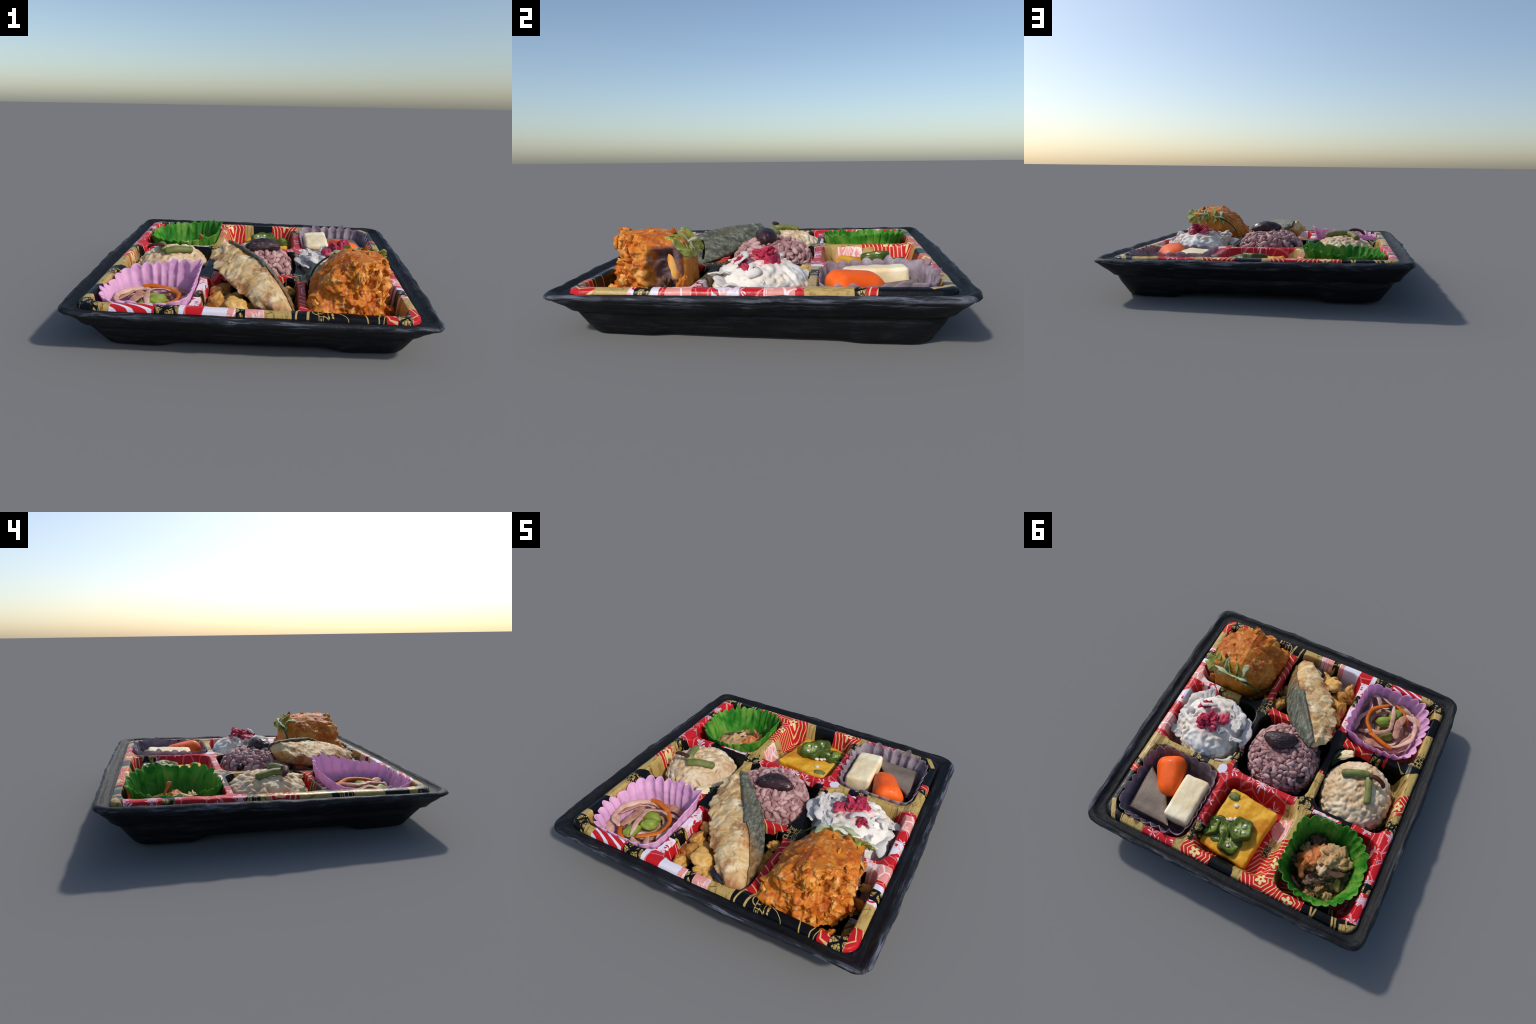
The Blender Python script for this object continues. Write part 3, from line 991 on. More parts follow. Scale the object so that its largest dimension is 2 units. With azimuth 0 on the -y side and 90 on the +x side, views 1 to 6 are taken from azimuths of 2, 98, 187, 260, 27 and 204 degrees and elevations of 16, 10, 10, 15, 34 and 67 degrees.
# ------------------------------------------------------------------ dishes
def build_cutlet():
    c = np.array((.560, -.555, .288))
    v, f, nrm = rbox((.232, .242, .176), .075, 74)
    out = np.empty_like(v)
    for i, (p, n) in enumerate(zip(v, nrm)):
        x, y, z = p
        nrm[i] = n
        w = z / .176
        if z < 0:
            z *= 1.26
        # shape: left shoulder slopes down, front leans back, a lump creeps out front left
        hi = max(0, (w + 1) / 2)
        if x > 0:
            x -= .028 * hi * (x / .232)
        if x < 0:
            x -= .016 * (1 - hi) * (-x / .232)
            x += .130 * hi ** 3.2 * (-x / .232) * (1.1 if p[1] < -.05 else .8)
            z -= .060 * max(0, -p[0] / .232 - .25) * hi
        if y < 0:
            y += .055 * hi * (-y / .242)
        if y > 0:
            y -= .05 * hi * (y / .242)
        # the rough face is turned towards the tray corner
        ex = x - y - .262 + .035 * hi
        if ex > -.06:
            k = ex if ex > .06 else (ex + .06) ** 2 / .24
            x -= k * .5
            y += k * .5
            n = n + np.array((.7, -.7, 0)) * min(1, k / .05)
            n = n / np.linalg.norm(n)
        ex = -x + y - .285 + .01 * hi
        if ex > -.06:
            k = ex if ex > .06 else (ex + .06) ** 2 / .24
            x += k * .5
            y -= k * .5
        q = np.array((x, y, z)) + c
        g_ = math.exp(-(((q[0] - .37) / .08) ** 2 + ((q[1] + .79) / .09) ** 2 + ((q[2] - .20) / .10) ** 2))
        off = .035 * g_
        front = min(1, max(0, -n[1] * 1.3 + .15)) + .55 * min(1, max(0, n[0])) * (p[1] < .03) + .4 * max(0, -n[0])
        front = min(1, front)
        rough = ridge(q, 9, 2, 4) - .60
        off += front * (.060 * rough + .016 * fnoise(q, 24, 6, 3))
        off += (1 - front) * (.012 * fnoise(q, 8, 3, 3) + .004 * fnoise(q, 26, 8, 2))
        off += .018 * fnoise(q, 4.5, 5, 2)
        # hollow of the cut side
        if n[0] > .3:
            k = math.exp(-(((p[1] - .118) / .085) ** 4)) * (1 / (1 + math.exp((p[2] - .098) / .014)))
            off -= .085 * k * n[0] * (1 + .35 * fnoise(q, 12, 31, 3))
            off -= .012 * max(0, p[1] / .2)
        out[i] = q + n * off
    o = top(add('fried_cutlet', out, f, M['fried'], None, tuple(c)), 'crunchy orange fried cutlet standing on its cut side', 'fried food')
    # torn crust flakes and crumbs stuck on front
    rr = random.Random(5)
    for k in range(46):
        i = rr.randrange(len(out))
        while not (nrm[i][1] < -.3 or (nrm[i][0] > .6 and v[i][1] < -.02) or nrm[i][2] > .8 and rr.random() < .25):
            i = rr.randrange(len(out))
        s = rr.uniform(.012, .030)
        cv, cf = chunk(out[i] + nrm[i] * s * .1, (s * rr.uniform(.7, 1.5), s * rr.uniform(.5, 1), s * rr.uniform(.35, .6)), k, 3, .6, 1.6,
                       (rr.uniform(0, 3), rr.uniform(0, 3), rr.uniform(0, 3)))
        add('crumb_flake', cv, cf, M['crumb'], o, tuple(out[i]))
    # shredded lettuce draped over the back top edge
    for k in range(15):
        x = .50 + .26 * ((k * .618) % 1) + rr.uniform(-.01, .01)
        dx = rr.uniform(-.07, .07)
        zl = .325 + rr.uniform(0, .06)
        y0 = -.42 + rr.uniform(-.02, .02)
        pts = [(x - dx * .6, y0 - .01, .440), (x - dx * .2, -.392, .436 + rr.uniform(0, .006)), (x + dx * .3, -.362, .405), (x + dx * .8, -.340 + rr.uniform(-.006, .010), (zl + .42) / 2), (x + dx * 1.1, -.338, zl)]
        vv, ff = sweep(pts, rr.uniform(.03, .055), .006, 40, 12, seed=k, wob=.6, taper=.7, twist=rr.uniform(-1.6, 1.6), up=(0, 1, .3))
        vv = vv + np.array([[.010 * fnoise(p, 20, k + t, 3) for t in range(3)] for p in vv])
        add('lettuce_shred', vv, ff, M['lettuce'] if k % 6 else M['palelettuce'], o, pts[2])
    vv, ff = sweep([(.70, -.345, .425), (.60, -.322, .432), (.52, -.33, .41), (.45, -.345, .39)], .026, .010, seed=2, wob=.7, taper=.7, twist=.8)
    vv = vv + np.array([[.007 * fnoise(p, 26, t, 3) for t in range(3)] for p in vv])
    add('lettuce_shred', vv, ff, M['palelettuce'], o, (.57, -.33, .45))
    vv, ff = sweep([(.50, -.325, .405), (.43, -.338, .37), (.375, -.35, .32), (.35, -.365, .27)], .014, .010)
    add('herb_sprig', vv, ff, M['herb'], o, (.42, -.34, .38))
    # strip of skin hanging across the cut side
    vv, ff = sweep([(.725, -.43, .37), (.735, -.415, .335), (.75, -.395, .285), (.745, -.38, .25)], .030, .008, up=(1, 0, 0), twist=.9, wob=.8, taper=.6)
    for k, (p, r3, mt) in enumerate([((.715, -.46, .20), (.04, .035, .06), 'stewdark'), ((.72, -.40, .16), (.035, .04, .035), 'stewdark'), ((.735, -.375, .21), (.02, .018, .07), 'crumb'), ((.74, -.49, .13), (.03, .04, .03), 'stewdark')]):
        cv, cf = chunk(p, r3, k + 140, 4, .6, 1.6, (.2 * k, .3, k))
        add('meat_shred', cv, cf, M[mt], o, p)
    add('crumb_flake', vv, ff, M['crumb'], o, (.79, -.42, .35))
    # fried crumbs fallen into the cell
    for k in range(14):
        s = rr.uniform(.018, .035)
        ang = rr.uniform(0, 6.28)
        p = (.565 + .225 * max(-1, min(1, 1.3 * math.cos(ang))), -.565 + .225 * max(-1, min(1, 1.3 * math.sin(ang))), .10 + rr.uniform(0, .03))
        cv, cf = chunk(p, (s * 1.4, s, s * .7), k + 80, 3, .4, 1.6, (rr.uniform(0, 3), 0, rr.uniform(0, 3)))
        add('crumb_flake', cv, cf, M['crumb'], o, p)
    return o


def build_fish():
    n = 170
    ridge_ = catmull([(.205, -.80, .215), (.145, -.69, .282), (.098, -.56, .330), (.058, -.45, .358), (-.005, -.36, .377), (-.095, -.23, .392), (-.167, -.12, .400)], n)
    flesh_ = catmull([(.150, -.820, .190), (.025, -.730, .230), (-.05, -.635, .262), (-.145, -.515, .290), (-.205, -.40, .308), (-.225, -.27, .330), (-.210, -.14, .365)], n)
    skin_ = catmull([(.246, -.79, .170), (.230, -.66, .185), (.196, -.50, .200), (.130, -.37, .220), (.045, -.245, .27), (-.055, -.16, .325), (-.158, -.092, .375)], n)
    ns, nu = 44, 26
    verts, S, K = [], [], []
    for i in range(n):
        a, b, c = flesh_[i], ridge_[i], skin_[i]
        s = i / (n - 1)
        end = min(1, min(s, 1 - s) / .05)
        row = []
        for j in range(ns):                    # flesh side, bulging
            t = j / ns
            p = a + (b - a) * t
            up = np.array((-.45, -.25, .85))
            p = p + up * .022 * math.sin(math.pi * t) ** .8 * end
            row.append((p, up, 1.0))
        for j in range(ns):                    # skin side
            t = j / ns
            p = b + (c - b) * t
            up = np.array((.72, .38, .55))
            p = p + up * (.014 * math.sin(math.pi * t) + .008 * math.exp(-(t / .1) ** 2)) * end
            row.append((p, up, .35))
        for j in range(nu):                    # underside
            t = j / nu
            p = c + (a - c) * t
            p = p + np.array((0, 0, -.075)) * math.sin(math.pi * t) ** .7 * (.4 + .6 * end)
            row.append((p, np.array((-.3, -.2, -.7)), .8))
        for jj, (p, up, am) in enumerate(row):
            t = jj / ns
            fl_ = s * 5 - (.9 * t if jj < ns else .4) + 1.1 * fnoise(p, 4.5, 21, 3)
            fl_ -= math.floor(fl_)
            flake = (.006 + .018 * max(0, fnoise(p, 6, 33, 2))) * (1 - fl_) ** .7 * min(1, fl_ / .08) - .008
            fold = .026 * ridge((p[0] * .35 + p[1] * .9, p[0] * .4 - p[1] * .2, p[2]), 8, 4, 4) - .014
            d = .6 * fold + .010 * fnoise(p, 14, 2, 4) + flake * (1 if jj < ns else .5)
            if jj < ns:
                lip = math.exp(-(t / .13) ** 2)
                d += .016 * lip * fnoise(p, 16, 7, 2)
                # torn flaky lower edge
                p = p + np.array((-.88, -.48, -.1)) * lip * (.060 * fnoise(p, 9, 9, 4) + .006)
            verts.append(p + up * d * am)
    m = ns * 2 + nu
    f = []
    for i in range(n - 1):
        for j in range(m):
            f.append((i * m + j, i * m + (j + 1) % m, (i + 1) * m + (j + 1) % m, (i + 1) * m + j)[::-1])
    f.append(tuple(range(m)))
    f.append(tuple((n - 1) * m + j for j in range(m))[::-1])
    c0 = (0, -.45, .32)
    verts = np.array(verts)
    o = top(add('grilled_fish_fillet', verts, f, M['flesh'], None, c0), 'grilled fish fillet with golden flesh and silver skin', 'fish')
    # silver skin: a thin sheet over the steep side, ragged at its front end
    i0 = int(n * .06)
    sv = []
    ks = ns + 3
    for i in range(i0, n):
        s = (i - i0) / (n - 1 - i0)
        for j in range(ks):
            t0 = -.12 + 1.14 * j / (ks - 1)
            lo = -.02 + .75 * max(0, 1 - s / .42) ** .8 + .10 * fnoise((s * 3, 0, 0), 2, 12, 2) * (s < .5)
            t = lo + (1.02 - lo) * j / (ks - 1)
            jj = ns + t * ns
            k = int(math.floor(jj))
            u = jj - k
            p = verts[i * m + k] * (1 - u) + verts[i * m + min(k + 1, m - 1)] * u
            up = np.array((.72, .38, .55)) if t > .05 else np.array((.25, .1, .95))
            d = .005 + .007 * fnoise(p, 12, 5, 4) + .004 * ridge(p, 12, 3, 2)
            sv.append(p + up / np.linalg.norm(up) * d)
    sk = add('fish_skin', sv, grid_faces(n - i0, ks), M['skin'], o, c0)
    solid(sk, .010, -.5)
    # side dish under the fish: simmered root slices
    spots = [(-.07, -.70, .195, .062), (-.05, -.745, .16, .05), (-.185, -.66, .165, .055), (-.20, -.55, .17, .055), (-.205, -.46, .18, .048), (-.13, -.60, .14, .06),
             (.225, -.375, .16, .055), (.01, -.76, .15, .045), (.08, -.77, .13, .05), (-.20, -.73, .14, .05), (-.11, -.48, .14, .06), (-.18, -.36, .15, .05), (.21, -.55, .12, .055), (.03, -.62, .13, .06), (.20, -.46, .12, .05)]
    rr = random.Random(3)
    side = None
    for k, (x, y, z, s) in enumerate(spots):
        cv, cf = chunk((x, y, z), (s * rr.uniform(1.0, 1.35), s * rr.uniform(.75, 1), s * rr.uniform(.55, .8)), k + 20, 4, .42, 1.1, (rr.uniform(-.7, .7), rr.uniform(-.7, .7), rr.uniform(0, 3)))
        q = add('simmered_root_slice', cv, cf, M['root'], None, (x, y, z))
        top(q, 'glossy simmered root slice, golden brown', 'vegetable')
    vv, ff = sweep([(.02, -.735, .19), (.05, -.76, .205), (.09, -.775, .195), (.12, -.77, .17)], .045, .012, seed=4)
    top(add('seaweed_strip', vv, ff, M['seaweed'], None, (.06, -.76, .2)), 'small curl of dark blue black seaweed', 'seaweed')
    return o


def build_rice():
    c = (.0, -.016, .130)
    b = rice_ball('purple_rice_ball', c, (.242, .238, .206), M['purplebase'], M['purplerice'], 4, .010, 14, 300, .0275, True, 'round purple rice ball topped with a bean', sink=.36, e=2.75)
    # kidney bean on top
    v, f = ico(5)
    out = []
    a = math.atan2(-.06, -.21)
    for p in v:
        x, y, z = p[0] * .118, p[1] * .062, p[2] * .050
        y += 1.6 * x * x
        k = 1 + .05 * fnoise(p, 3, 3, 3)
        w = .0035 * ridge((x * 2, y * 5, z * 5), 12, 6, 2)
        x, y, z = x * k, y * k, z * k + w * (p[2] > 0) - .4 * x * x
        out.append((.042 + x * math.cos(a) - y * math.sin(a), -.050 + x * math.sin(a) + y * math.cos(a), .358 + z))
    add('kidney_bean', out, f, M['bean'], b, (.042, -.05, .35))
    for k, (th, ph, s) in enumerate([(1.05, .18, .03), (-2.6, .5, .026), (2.5, .62, .03), (.4, -.02, .022), (1.9, .1, .022)]):
        p, nn = dome_point(c, (.242, .238, .206), th, ph)
        cv, cf = chunk(p + nn * .004, (s * 1.3, s, s * .8), k + 50, 3, .3, 1.5, (0, 0, th))
        add('bean_piece', cv, cf, M['bean'], b, tuple(p))

    c = (-.562, .015, .115)
    b = rice_ball('seasoned_rice_ball', c, (.236, .248, .190), M['beigerice'], M['beigerice'], 9, .011, 9, 520, .0255, False, 'round beige seasoned rice ball with green stems', sink=.54, e=2.6, soften=6)
    for pts, w in [([(-.415, -.038, .312), (-.47, -.06, .325), (-.53, -.082, .328), (-.592, -.104, .318)], .052),
                   ([(-.595, -.085, .325), (-.615, -.02, .332), (-.635, .04, .325), (-.650, .092, .312)], .048)]:
        vv, ff = sweep(pts, w, w * .85, 24, 14, wob=.06, taper=.12)
        add('fern_stem', vv, ff, M['stem'], b, pts[1])
    vv, ff = sweep([(-.59, -.075, .352), (-.63, -.085, .360), (-.68, -.075, .352), (-.71, -.055, .325)], .032, .018, seed=3)
    add('fern_stem', vv, ff, M['twig'], b, (-.65, -.08, .35))
    cv, cf = chunk((-.37, -.205, .225), (.075, .035, .022), 4, 4, .35, 1.8, (.3, .2, .5))
    add('pale_slice', cv, cf, M['flake'] if False else M['tofu'], b, (-.37, -.205, .225))
    cv, cf = chunk((-.325, -.155, .21), (.06, .035, .03), 8, 4, .5, 2.2, (.3, .5, 1.2))
    add('seaweed_piece', cv, cf, M['wakame'], b, (-.325, -.155, .21))
    cv, cf = chunk((-.33, -.215, .19), (.05, .04, .03), 9, 4, .5, 2.2, (.3, .5, .2))
    add('seaweed_piece', cv, cf, M['wakame'], b, (-.33, -.215, .19))

    c = (.560, -.008, .115)
    b = rice_ball('white_rice_ball', c, (.244, .246, .202), M['whiterice'], M['whiterice'], 14, .018, 6, 380, .027, False, 'white rice ball with pink pickle and pale flakes', sink=.70, e=2.6, soften=18)
    rr = random.Random(8)
    for k, (x, y, z, s) in enumerate([(.605, .045, .325, .045), (.575, .02, .345, .05), (.53, .005, .342, .045), (.475, -.035, .325, .042), (.52, .055, .32, .04), (.625, -.10, .315, .038), (.665, -.07, .300, .036), (.59, .065, .30, .035), (.555, -.02, .35, .03)]):
        v, f = chunk((x, y, z), (s * 1.15, s * .8, s * .5), k + 5, 3, .75, 1.5, (rr.uniform(-.8, .8), rr.uniform(-.8, .8), rr.uniform(0, 3)))
        add('pickle_piece', v, f, M['pickle'], b, (x, y, z), smooth=(k % 3 == 0))
    ribs = [([(.70, -.12, .315), (.655, -.07, .345), (.60, -.085, .355), (.56, -.115, .335)], .035), ([(.80, -.06, .22), (.775, .03, .225), (.755, .10, .21)], .06),
            ([(.79, -.20, .20), (.78, -.12, .235), (.79, -.02, .215)], .06), ([(.30, .08, .24), (.29, -.0, .265), (.31, -.08, .26), (.35, -.15, .25)], .055),
            ([(.40, -.16, .285), (.36, -.10, .305), (.345, -.03, .295)], .05), ([(.71, -.03, .305), (.735, .0, .30), (.755, -.04, .275)], .045), ([(.64, -.20, .255), (.72, -.19, .25), (.78, -.15, .225)], .05),
            ([(.47, -.20, .265), (.56, -.215, .255), (.64, -.21, .245)], .05), ([(.31, .14, .2), (.35, .19, .215), (.42, .22, .205)], .05)]
    for k, (pts, w) in enumerate(ribs):
        vv, ff = sweep(pts, w, .016, 30, 10, seed=k, wob=.5, taper=.6, twist=rr.uniform(-1.5, 1.5))
        vv = vv + np.array([[.008 * fnoise(p, 22, k + s, 3) for s in range(3)] for p in vv])
        add('radish_flake', vv, ff, M['flake'], b, pts[1])
    for k, (x, y, z, s, h) in enumerate([(.455, .05, .315, .022, .05), (.395, -.05, .30, .05, .035), (.335, .03, .255, .05, .03), (.75, .07, .235, .045, .03), (.43, -.13, .29, .05, .03), (.31, -.04, .225, .04, .04), (.68, -.17, .265, .05, .025), (.775, .13, .185, .04, .02)]):
        nn = 13
        m = rot(rr.uniform(-.5, .5), rr.uniform(-.5, .5) + (x - .56) * 2.2, rr.uniform(0, 3))
        vs = []
        for a_ in range(nn):
            for b_ in range(nn):
                u, w = a_ / (nn - 1) * 2 - 1, b_ / (nn - 1) * 2 - 1
                e = 1 + .3 * fnoise((u, w, k), 1.5, k, 2)
                q = np.array((u * s * 1.5 * e * math.sqrt(1 - w * w / 2), w * s * .9 * e * math.sqrt(1 - u * u / 2), h * (.75 * ridge((u, w, k), 1.1, k, 2) - .3)))
                vs.append(m @ q + np.array((x, y, z)))
        solid(add('radish_flake', vs, grid_faces(nn, nn), M['flake'], b, (x, y, z), smooth=False), .007)


def build_salad():
    o = cup('pink_paper_cup', (-.545, -.572), .270, .260, lambda x, y: max(.248, .270 + .12 * (x + .545) + .15 * (y + .575)), M['pinkpaper'], (CX[0], CY[0]), 27, .0145, seed=1, sq=3.5, base=.74)
    top(o, 'fluted pink paper cup holding salad', 'paper cup')
    rr = random.Random(21)
    strips = [
        ([(-.34, -.67, .20), (-.37, -.75, .215), (-.45, -.775, .215), (-.545, -.725, .225)], .05),
        ([(-.545, -.73, .24), (-.575, -.62, .262), (-.585, -.52, .258), (-.53, -.465, .25), (-.46, -.455, .24), (-.385, -.44, .225)], .034),
        ([(-.655, -.685, .235), (-.63, -.58, .25), (-.65, -.475, .235)], .05),
        ([(-.655, -.695, .235), (-.735, -.65, .24), (-.755, -.53, .23), (-.68, -.43, .228), (-.565, -.405, .225)], .036),
        ([(-.64, -.375, .21), (-.715, -.46, .215), (-.755, -.59, .205)], .05),
        ([(-.38, -.40, .215), (-.50, -.385, .225), (-.62, -.41, .22)], .055),
        ([(-.325, -.50, .21), (-.33, -.64, .215), (-.37, -.735, .215)], .05),
        ([(-.36, -.43, .225), (-.355, -.53, .24), (-.40, -.63, .235), (-.37, -.71, .23)], .045),
        ([(-.42, -.72, .20), (-.50, -.78, .20), (-.60, -.765, .195), (-.70, -.72, .19)], .05),
        ([(-.68, -.74, .19), (-.75, -.68, .19), (-.77, -.58, .19)], .045),
        ([(-.47, -.48, .20), (-.42, -.55, .21), (-.45, -.64, .20), (-.53, -.66, .2)], .05),
        ([(-.60, -.40, .20), (-.70, -.42, .2), (-.75, -.48, .195)], .05),
        ([(-.36, -.76, .225), (-.42, -.74, .24), (-.47, -.68, .235), (-.52, -.70, .225)], .045),
    ]
    for k in range(24):
        a0, rad, zz = rr.uniform(0, 6.28), rr.uniform(.06, .17), rr.uniform(.145, .185)
        arc = rr.uniform(1.2, 2.6)
        strips.append(([(-.555 + rad * math.cos(a0 + arc * t / 3), -.555 + rad * math.sin(a0 + arc * t / 3), zz + rr.uniform(-.012, .022)) for t in range(4)], rr.uniform(.022, .038)))
    for k, (pts, w) in enumerate(strips):
        pts = [(x, y - .022, z - .048 - .05 * (x + .55)) for x, y, z in pts]
        vv, ff = sweep(pts, w * .95, .011, 44, 12, seed=k, wob=.35, taper=.5, twist=rr.uniform(-1.4, 1.4))
        vv = vv + np.array([[.006 * fnoise(p, 18, k + s, 2) for s in range(3)] for p in vv])
        q = add('onion_strip', vv, ff, M['onion'], None, pts[1])
        top(q, 'wavy translucent pinkish onion strip', 'vegetable')
    for k, pts in enumerate([[(-.52, -.715, .232), (-.42, -.625, .235), (-.415, -.52, .238), (-.51, -.42, .23)], [(-.47, -.44, .235), (-.58, -.40, .24), (-.66, -.39, .23)], [(-.56, -.76, .20), (-.65, -.70, .2), (-.70, -.62, .2)]]):
        pts = [(x, y - .028, z - .044) for x, y, z in pts]
        vv, ff = sweep(pts, .032, .02, 26, 8, seed=k, wob=.2, taper=.3, twist=.6)
        top(add('carrot_strip', vv, ff, M['carrotstrip'], None, pts[1]), 'thin orange carrot strip', 'vegetable')
    for k, (x, y, z, a) in enumerate([(-.525, -.575, .225, .5), (-.585, -.665, .215, 1.2), (-.575, -.49, .20, .1)]):
        y, z = y - .026, z - .050
        v, f = chunk((x, y, z), (.058, .040, .036), k, 4, .12, 1.6, (0, 0, a))
        top(add('soybean', v, f, M['edamame'], None, (x, y, z)), 'plump bright green soybean', 'bean')
    # bed of strips under it
    cv, cf = chunk((-.560, -.570, .075), (.19, .18, .04), 3, 5, .14, 3.5)
    add('salad_bed', cv, cf, M['onion'], o, (-.545, -.572, .15), kind='stuff')


def build_greens():
    o = cup('green_film_cup', (-.548, .552), .265, .262, lambda x, y: max(.285, .297 + .10 * (x + .55) + .06 * (y - .56)), M['green'], (CX[0], CY[2]), 30, .0085, seed=5, sq=2.5, base=.70, zb=.065)
    top(o, 'fluted green film cup holding simmered vegetables', 'paper cup')
    cv, cf = chunk((-.56, .55, .085), (.185, .18, .05), 6, 5, .25, 3.0)
    add('stew_bed', cv, cf, M['stewdark'], o, (-.548, .552, .135), kind='stuff')
    rr = random.Random(31)
    spots = [(-.46, .60, .21, .055, 'salmon'), (-.50, .50, .20, .06, 'salmon'), (-.60, .46, .215, .065, 'stew'), (-.66, .50, .20, .06, 'stew'), (-.57, .60, .18, .055, 'stewdark'), (-.60, .69, .17, .055, 'stew'),
             (-.66, .62, .17, .05, 'stew'), (-.50, .68, .175, .05, 'stewdark'), (-.42, .50, .17, .045, 'stew'), (-.54, .55, .20, .05, 'stew'), (-.70, .56, .165, .04, 'stewdark'), (-.40, .60, .165, .045, 'stewdark'), (-.55, .76, .16, .045, 'stew'), (-.47, .42, .165, .05, 'stewdark'), (-.66, .74, .16, .04, 'stew')]
    for k, (p, rad, mat) in enumerate([((-.60, .485, .145), (.11, .085, .062), 'stew'), ((-.485, .535, .14), (.085, .075, .062), 'salmon'), ((-.575, .62, .125), (.10, .07, .05), 'stewdark')]):
        cv, cf = chunk(p, rad, k + 90, 5, .55, 1.5, (rr.uniform(-.4, .4), rr.uniform(-.4, .4), rr.uniform(0, 3)), octv=4)
        top(add('simmered_vegetable_piece', cv, cf, M[mat], None, p), 'large torn lump of simmered vegetable', 'vegetable')
    for k, (x, y, z, s, mat) in enumerate(spots):
        y, z = y - .016, z - .056
        cv, cf = chunk((x, y, z), (s * 1.2, s * .85, s * .6), k + 60, 4, .65, 1.7, (rr.uniform(-.6, .6), rr.uniform(-.6, .6), rr.uniform(0, 3)))
        top(add('simmered_vegetable_piece', cv, cf, M[mat], None, (x, y, z)), 'irregular glossy brown simmered vegetable piece', 'vegetable')
    for pts, mat in [([(-.445, .63, .22), (-.452, .61, .265), (-.458, .59, .305)], 'salmon'), ([(-.50, .56, .225), (-.58, .58, .22), (-.66, .58, .205), (-.71, .54, .19)], 'stewdark'), ([(-.47, .55, .22), (-.44, .64, .215), (-.47, .70, .20)], 'salmon')]:
        pts = [(x, y - .014, z - .036) for x, y, z in pts]
        vv, ff = sweep(pts, .05, .02, 24, 10, seed=3, wob=.4, taper=.6, twist=.5)
        top(add('simmered_vegetable_piece', vv, ff, M[mat], None, pts[1]), 'thin curled simmered vegetable strip', 'vegetable')


def build_egg():
    # rolled omelette slab, turned a little, sloping to the back
    half = np.array((.178, .212, .05))
    v, f, nrm = rbox(half, .018, 44)
    a = -.10
    cz = np.array((.048, .572, .152))
    out = []
    for p, n in zip(v, nrm):
        x, y, z = p
        k = 1 + .05 * fnoise((x, y, 0), 7, 3, 2)
        x, y = x * k, y * k
        x += .08 * y * (x / .17) * -.2
        z += .008 * fnoise((x, y, z), 9, 2, 3) + .003 * fnoise((x, y, z), 30, 4, 2)
        q = np.array((x * math.cos(a) - y * math.sin(a), x * math.sin(a) + y * math.cos(a), z))
        q[2] += -.05 * q[1] - .04 * q[0]
        out.append(q + cz)
    o = top(add('omelette_slab', out, f, M['egg'], None, tuple(cz)), 'thick yellow omelette slab with okra on top', 'egg')

    def okra(c, r, h, tilt, spin, seeds=0):
        ns = 60
        vs = []
        lay = [(0, -.5), (.9, -.5), (1, -.38), (1, .30), (.95, .46), (.86, .5), (.62, .40), (.55, .30), (.30, .33), (0, .36)]
        for rr_, zz in lay:
            for j in range(ns):
                b = 2 * math.pi * j / ns
                k = 1 + .10 * math.cos(5 * b) + .03 * math.sin(2 * b)
                # seed pockets around the core
                dz = -.16 * max(0, math.cos(5 * b + math.pi)) if .25 < rr_ < .7 and zz > 0 else 0
                vs.append((r * rr_ * k * math.cos(b), r * rr_ * k * math.sin(b), h * (zz + dz)))
        fs = grid_faces(len(lay), ns)
        fs = []
        for i in range(len(lay) - 1):
            for j in range(ns):
                fs.append((i * ns + j, i * ns + (j + 1) % ns, (i + 1) * ns + (j + 1) % ns, (i + 1) * ns + j))
        m = rot(*tilt, spin)
        q = add('okra_slice', np.array(vs) + np.asarray(c), fs, M['okra'], o, c)
        q.rotation_euler = (*tilt, spin)
        if not seeds:
            return q
        sv = []
        for j in range(seeds):
            b = 2 * math.pi * (j * 1.3 + .5) / 5
            s, sf = chunk((0, 0, 0), (r * (.14 + .03 * (j % 2)), r * .12, r * .09), j, 2, .2)
            sv.append((s + np.array((r * .44 * math.cos(b), r * .44 * math.sin(b), h * .36)), sf))
        s, sf = join(sv)
        sd = add('okra_seeds', (s @ m.T) + np.asarray(c), sf, M['seed'], o, c, kind='stuff')
        return q

    okra((.020, .590, .232), .080, .065, (.15, -.1), .3, 3)
    okra((.050, .690, .205), .078, .060, (-.1, -.3), .9, 1)
    okra((.145, .640, .198), .085, .05, (.15, .35), 1.4)
    okra((.21, .640, .185), .07, .05, (.1, .5), .2)
    rr = random.Random(4)
    for k, (x, y, z, s) in enumerate([(.085, .535, .218, .022), (.115, .55, .215, .02), (.14, .57, .215, .024), (.06, .545, .22, .018), (.125, .45, .214, .022), (.19, .59, .225, .020)]):
        s *= .8
        cv, cf = chunk((x, y, z - .004), (s, s * .8, s * .5), k, 3, .2, 1.5)
        add('pale_seed', cv, cf, M['seed'], o, (x, y, z))
    cv, cf = chunk((.165, .395, .205), (.04, .032, .016), 3, 3, .3)
    add('herb_piece', cv, cf, M['stem'], o, (.165, .395, .205))


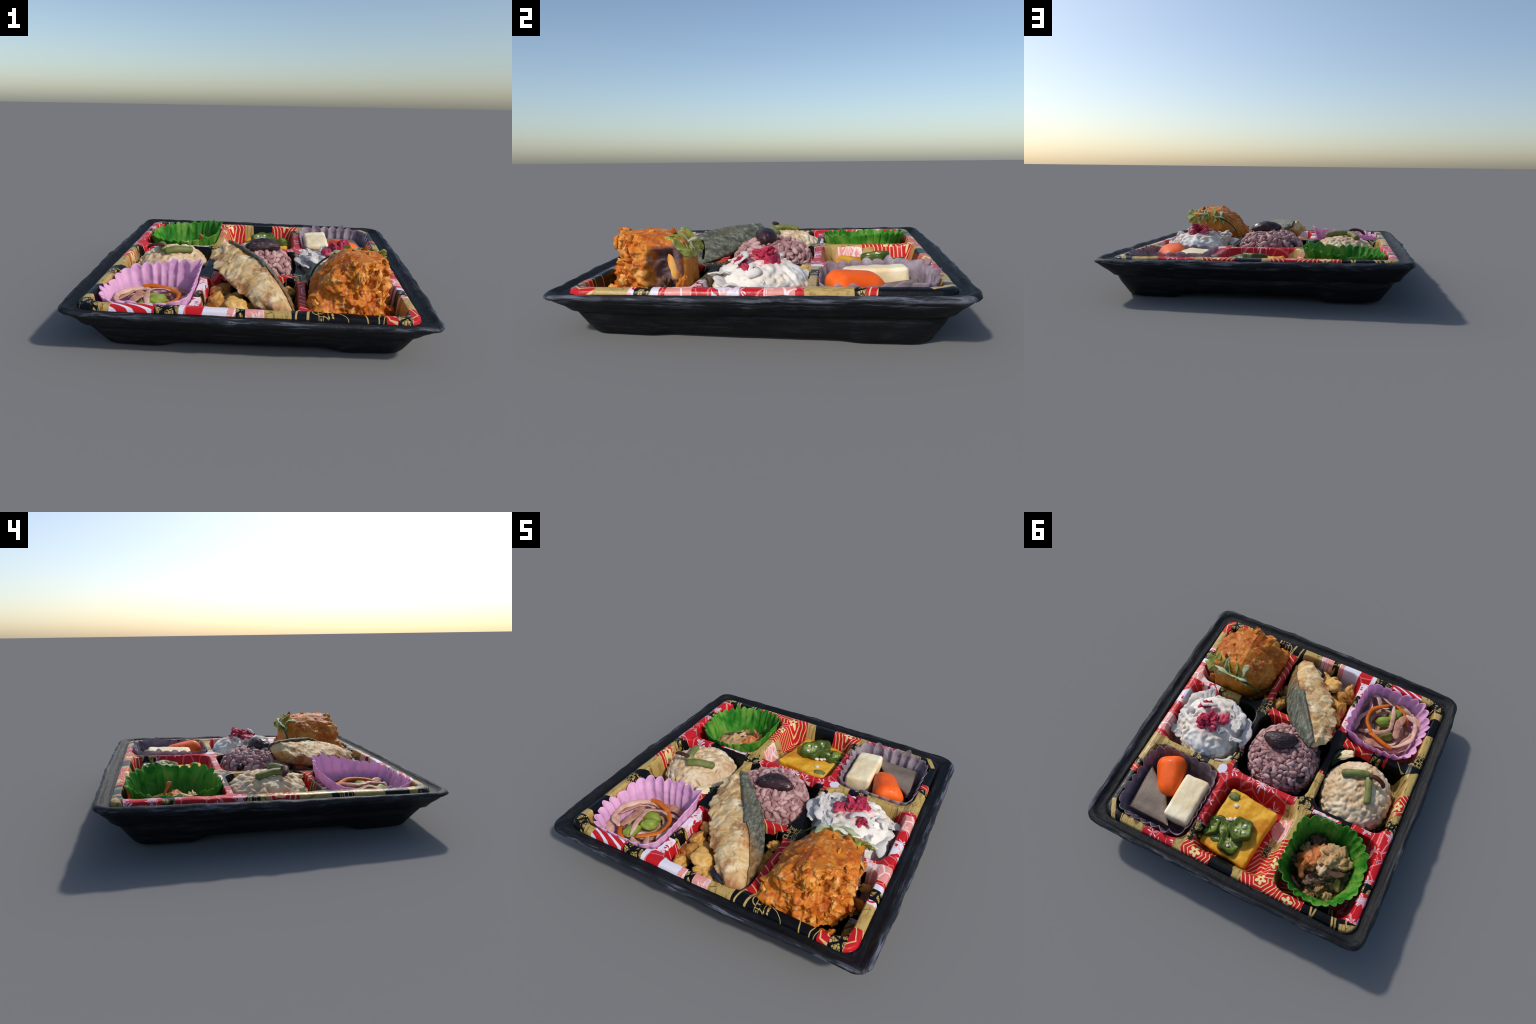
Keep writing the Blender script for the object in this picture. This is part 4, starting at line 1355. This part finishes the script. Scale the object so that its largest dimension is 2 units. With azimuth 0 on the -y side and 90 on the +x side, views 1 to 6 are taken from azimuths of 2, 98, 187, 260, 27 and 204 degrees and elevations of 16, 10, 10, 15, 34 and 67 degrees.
def build_stew():
    o = cup('clear_film_cup', (.582, .556), .276, .272, lambda x, y: .270 + .07 * (y - .55) - .03 * (x - .58), M['clear'], (CX[2], CY[2]), 26, .016, seed=9, sq=4.4, base=.78, ruffle=.010, thick=.003)
    top(o, 'fluted clear film cup holding simmered vegetables', 'paper cup')
    # carrot: a cut wedge, rounded skin side up, narrowing towards the middle of the cup
    v, f, _ = rbox((.112, .138, .092), .07, 30)
    out = []
    for p in v:
        t = (p[1] + .135) / .27
        k = (1.04 - .42 * t) * (1 + .05 * fnoise(p, 9, 3, 2))
        x, z = p[0] * k, p[2] * (1.0 - .30 * t)
        z -= 2.6 * x * x - .012
        y = p[1]
        b = .42
        out.append((.632 + x * math.cos(b) - y * math.sin(b), .462 + x * math.sin(b) + y * math.cos(b), .192 + z - .18 * (x + .02)))
    top(add('carrot_chunk', out, f, M['carrot'], None, (.632, .462, .205)), 'smooth cut wedge of bright orange carrot', 'vegetable')
    # freeze-dried tofu block
    v, f, _ = rbox((.085, .160, .078), .022, 30)
    out = []
    a = .02
    for p in v:
        k = 1 + .07 * fnoise(p, 5, 8, 2)
        x, y, z = p[0] * k, p[1] * k, p[2] + .005 * fnoise(p, 14, 3, 3)
        out.append((.435 + x * math.cos(a) - y * math.sin(a), .560 + x * math.sin(a) + y * math.cos(a), .189 + z + .06 * (y) + .08 * x))
    top(add('tofu_block', out, f, M['tofu'], None, (.435, .56, .215)), 'cream coloured block of simmered dried tofu', 'tofu')
    # konjac: thick three-cornered slab
    tri = [(.782, .450), (.585, .590), (.462, .772), (.770, .768)]
    n = 26
    vs = []
    for i in range(n):
        u = i / (n - 1)
        for j in range(n):
            w = j / (n - 1)
            p = (np.array(tri[0]) * (1 - u) + np.array(tri[1]) * u) * (1 - w) + (np.array(tri[3]) * (1 - u) + np.array(tri[2]) * u) * w
            e = min(u, 1 - u, w, 1 - w)
            z = .212 + .010 * min(1, e / .12) ** .5 + .004 * fnoise((p[0], p[1], 0), 11, 4, 3) - .04 * (p[0] - .58) - .02 * (p[1] - .6)
            vs.append((p[0], p[1], z))
    k0 = add('konjac_slab', vs, [q[::-1] for q in grid_faces(n, n)], M['konjac'], None, (.63, .66, .2))
    solid(k0, .085, -1)
    top(k0, 'grey brown speckled three-cornered konjac slab', 'konjac')


root = build_tray()
build_liner(root)
for pts in [((.700, .300, .018), (.012, .085, .014)), ((-.70, .22, .030), (.012, .11, .010)), ((-.70, -.40, .030), (.012, .05, .012))]:
    v, f, _ = rbox(pts[1], .004, 4)
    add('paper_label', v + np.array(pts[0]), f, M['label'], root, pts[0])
build_cutlet()
build_fish()
build_rice()
build_salad()
build_greens()
build_egg()
build_stew()
for o in bpy.context.scene.objects:
    if '_w' in o:
        del o['_w']
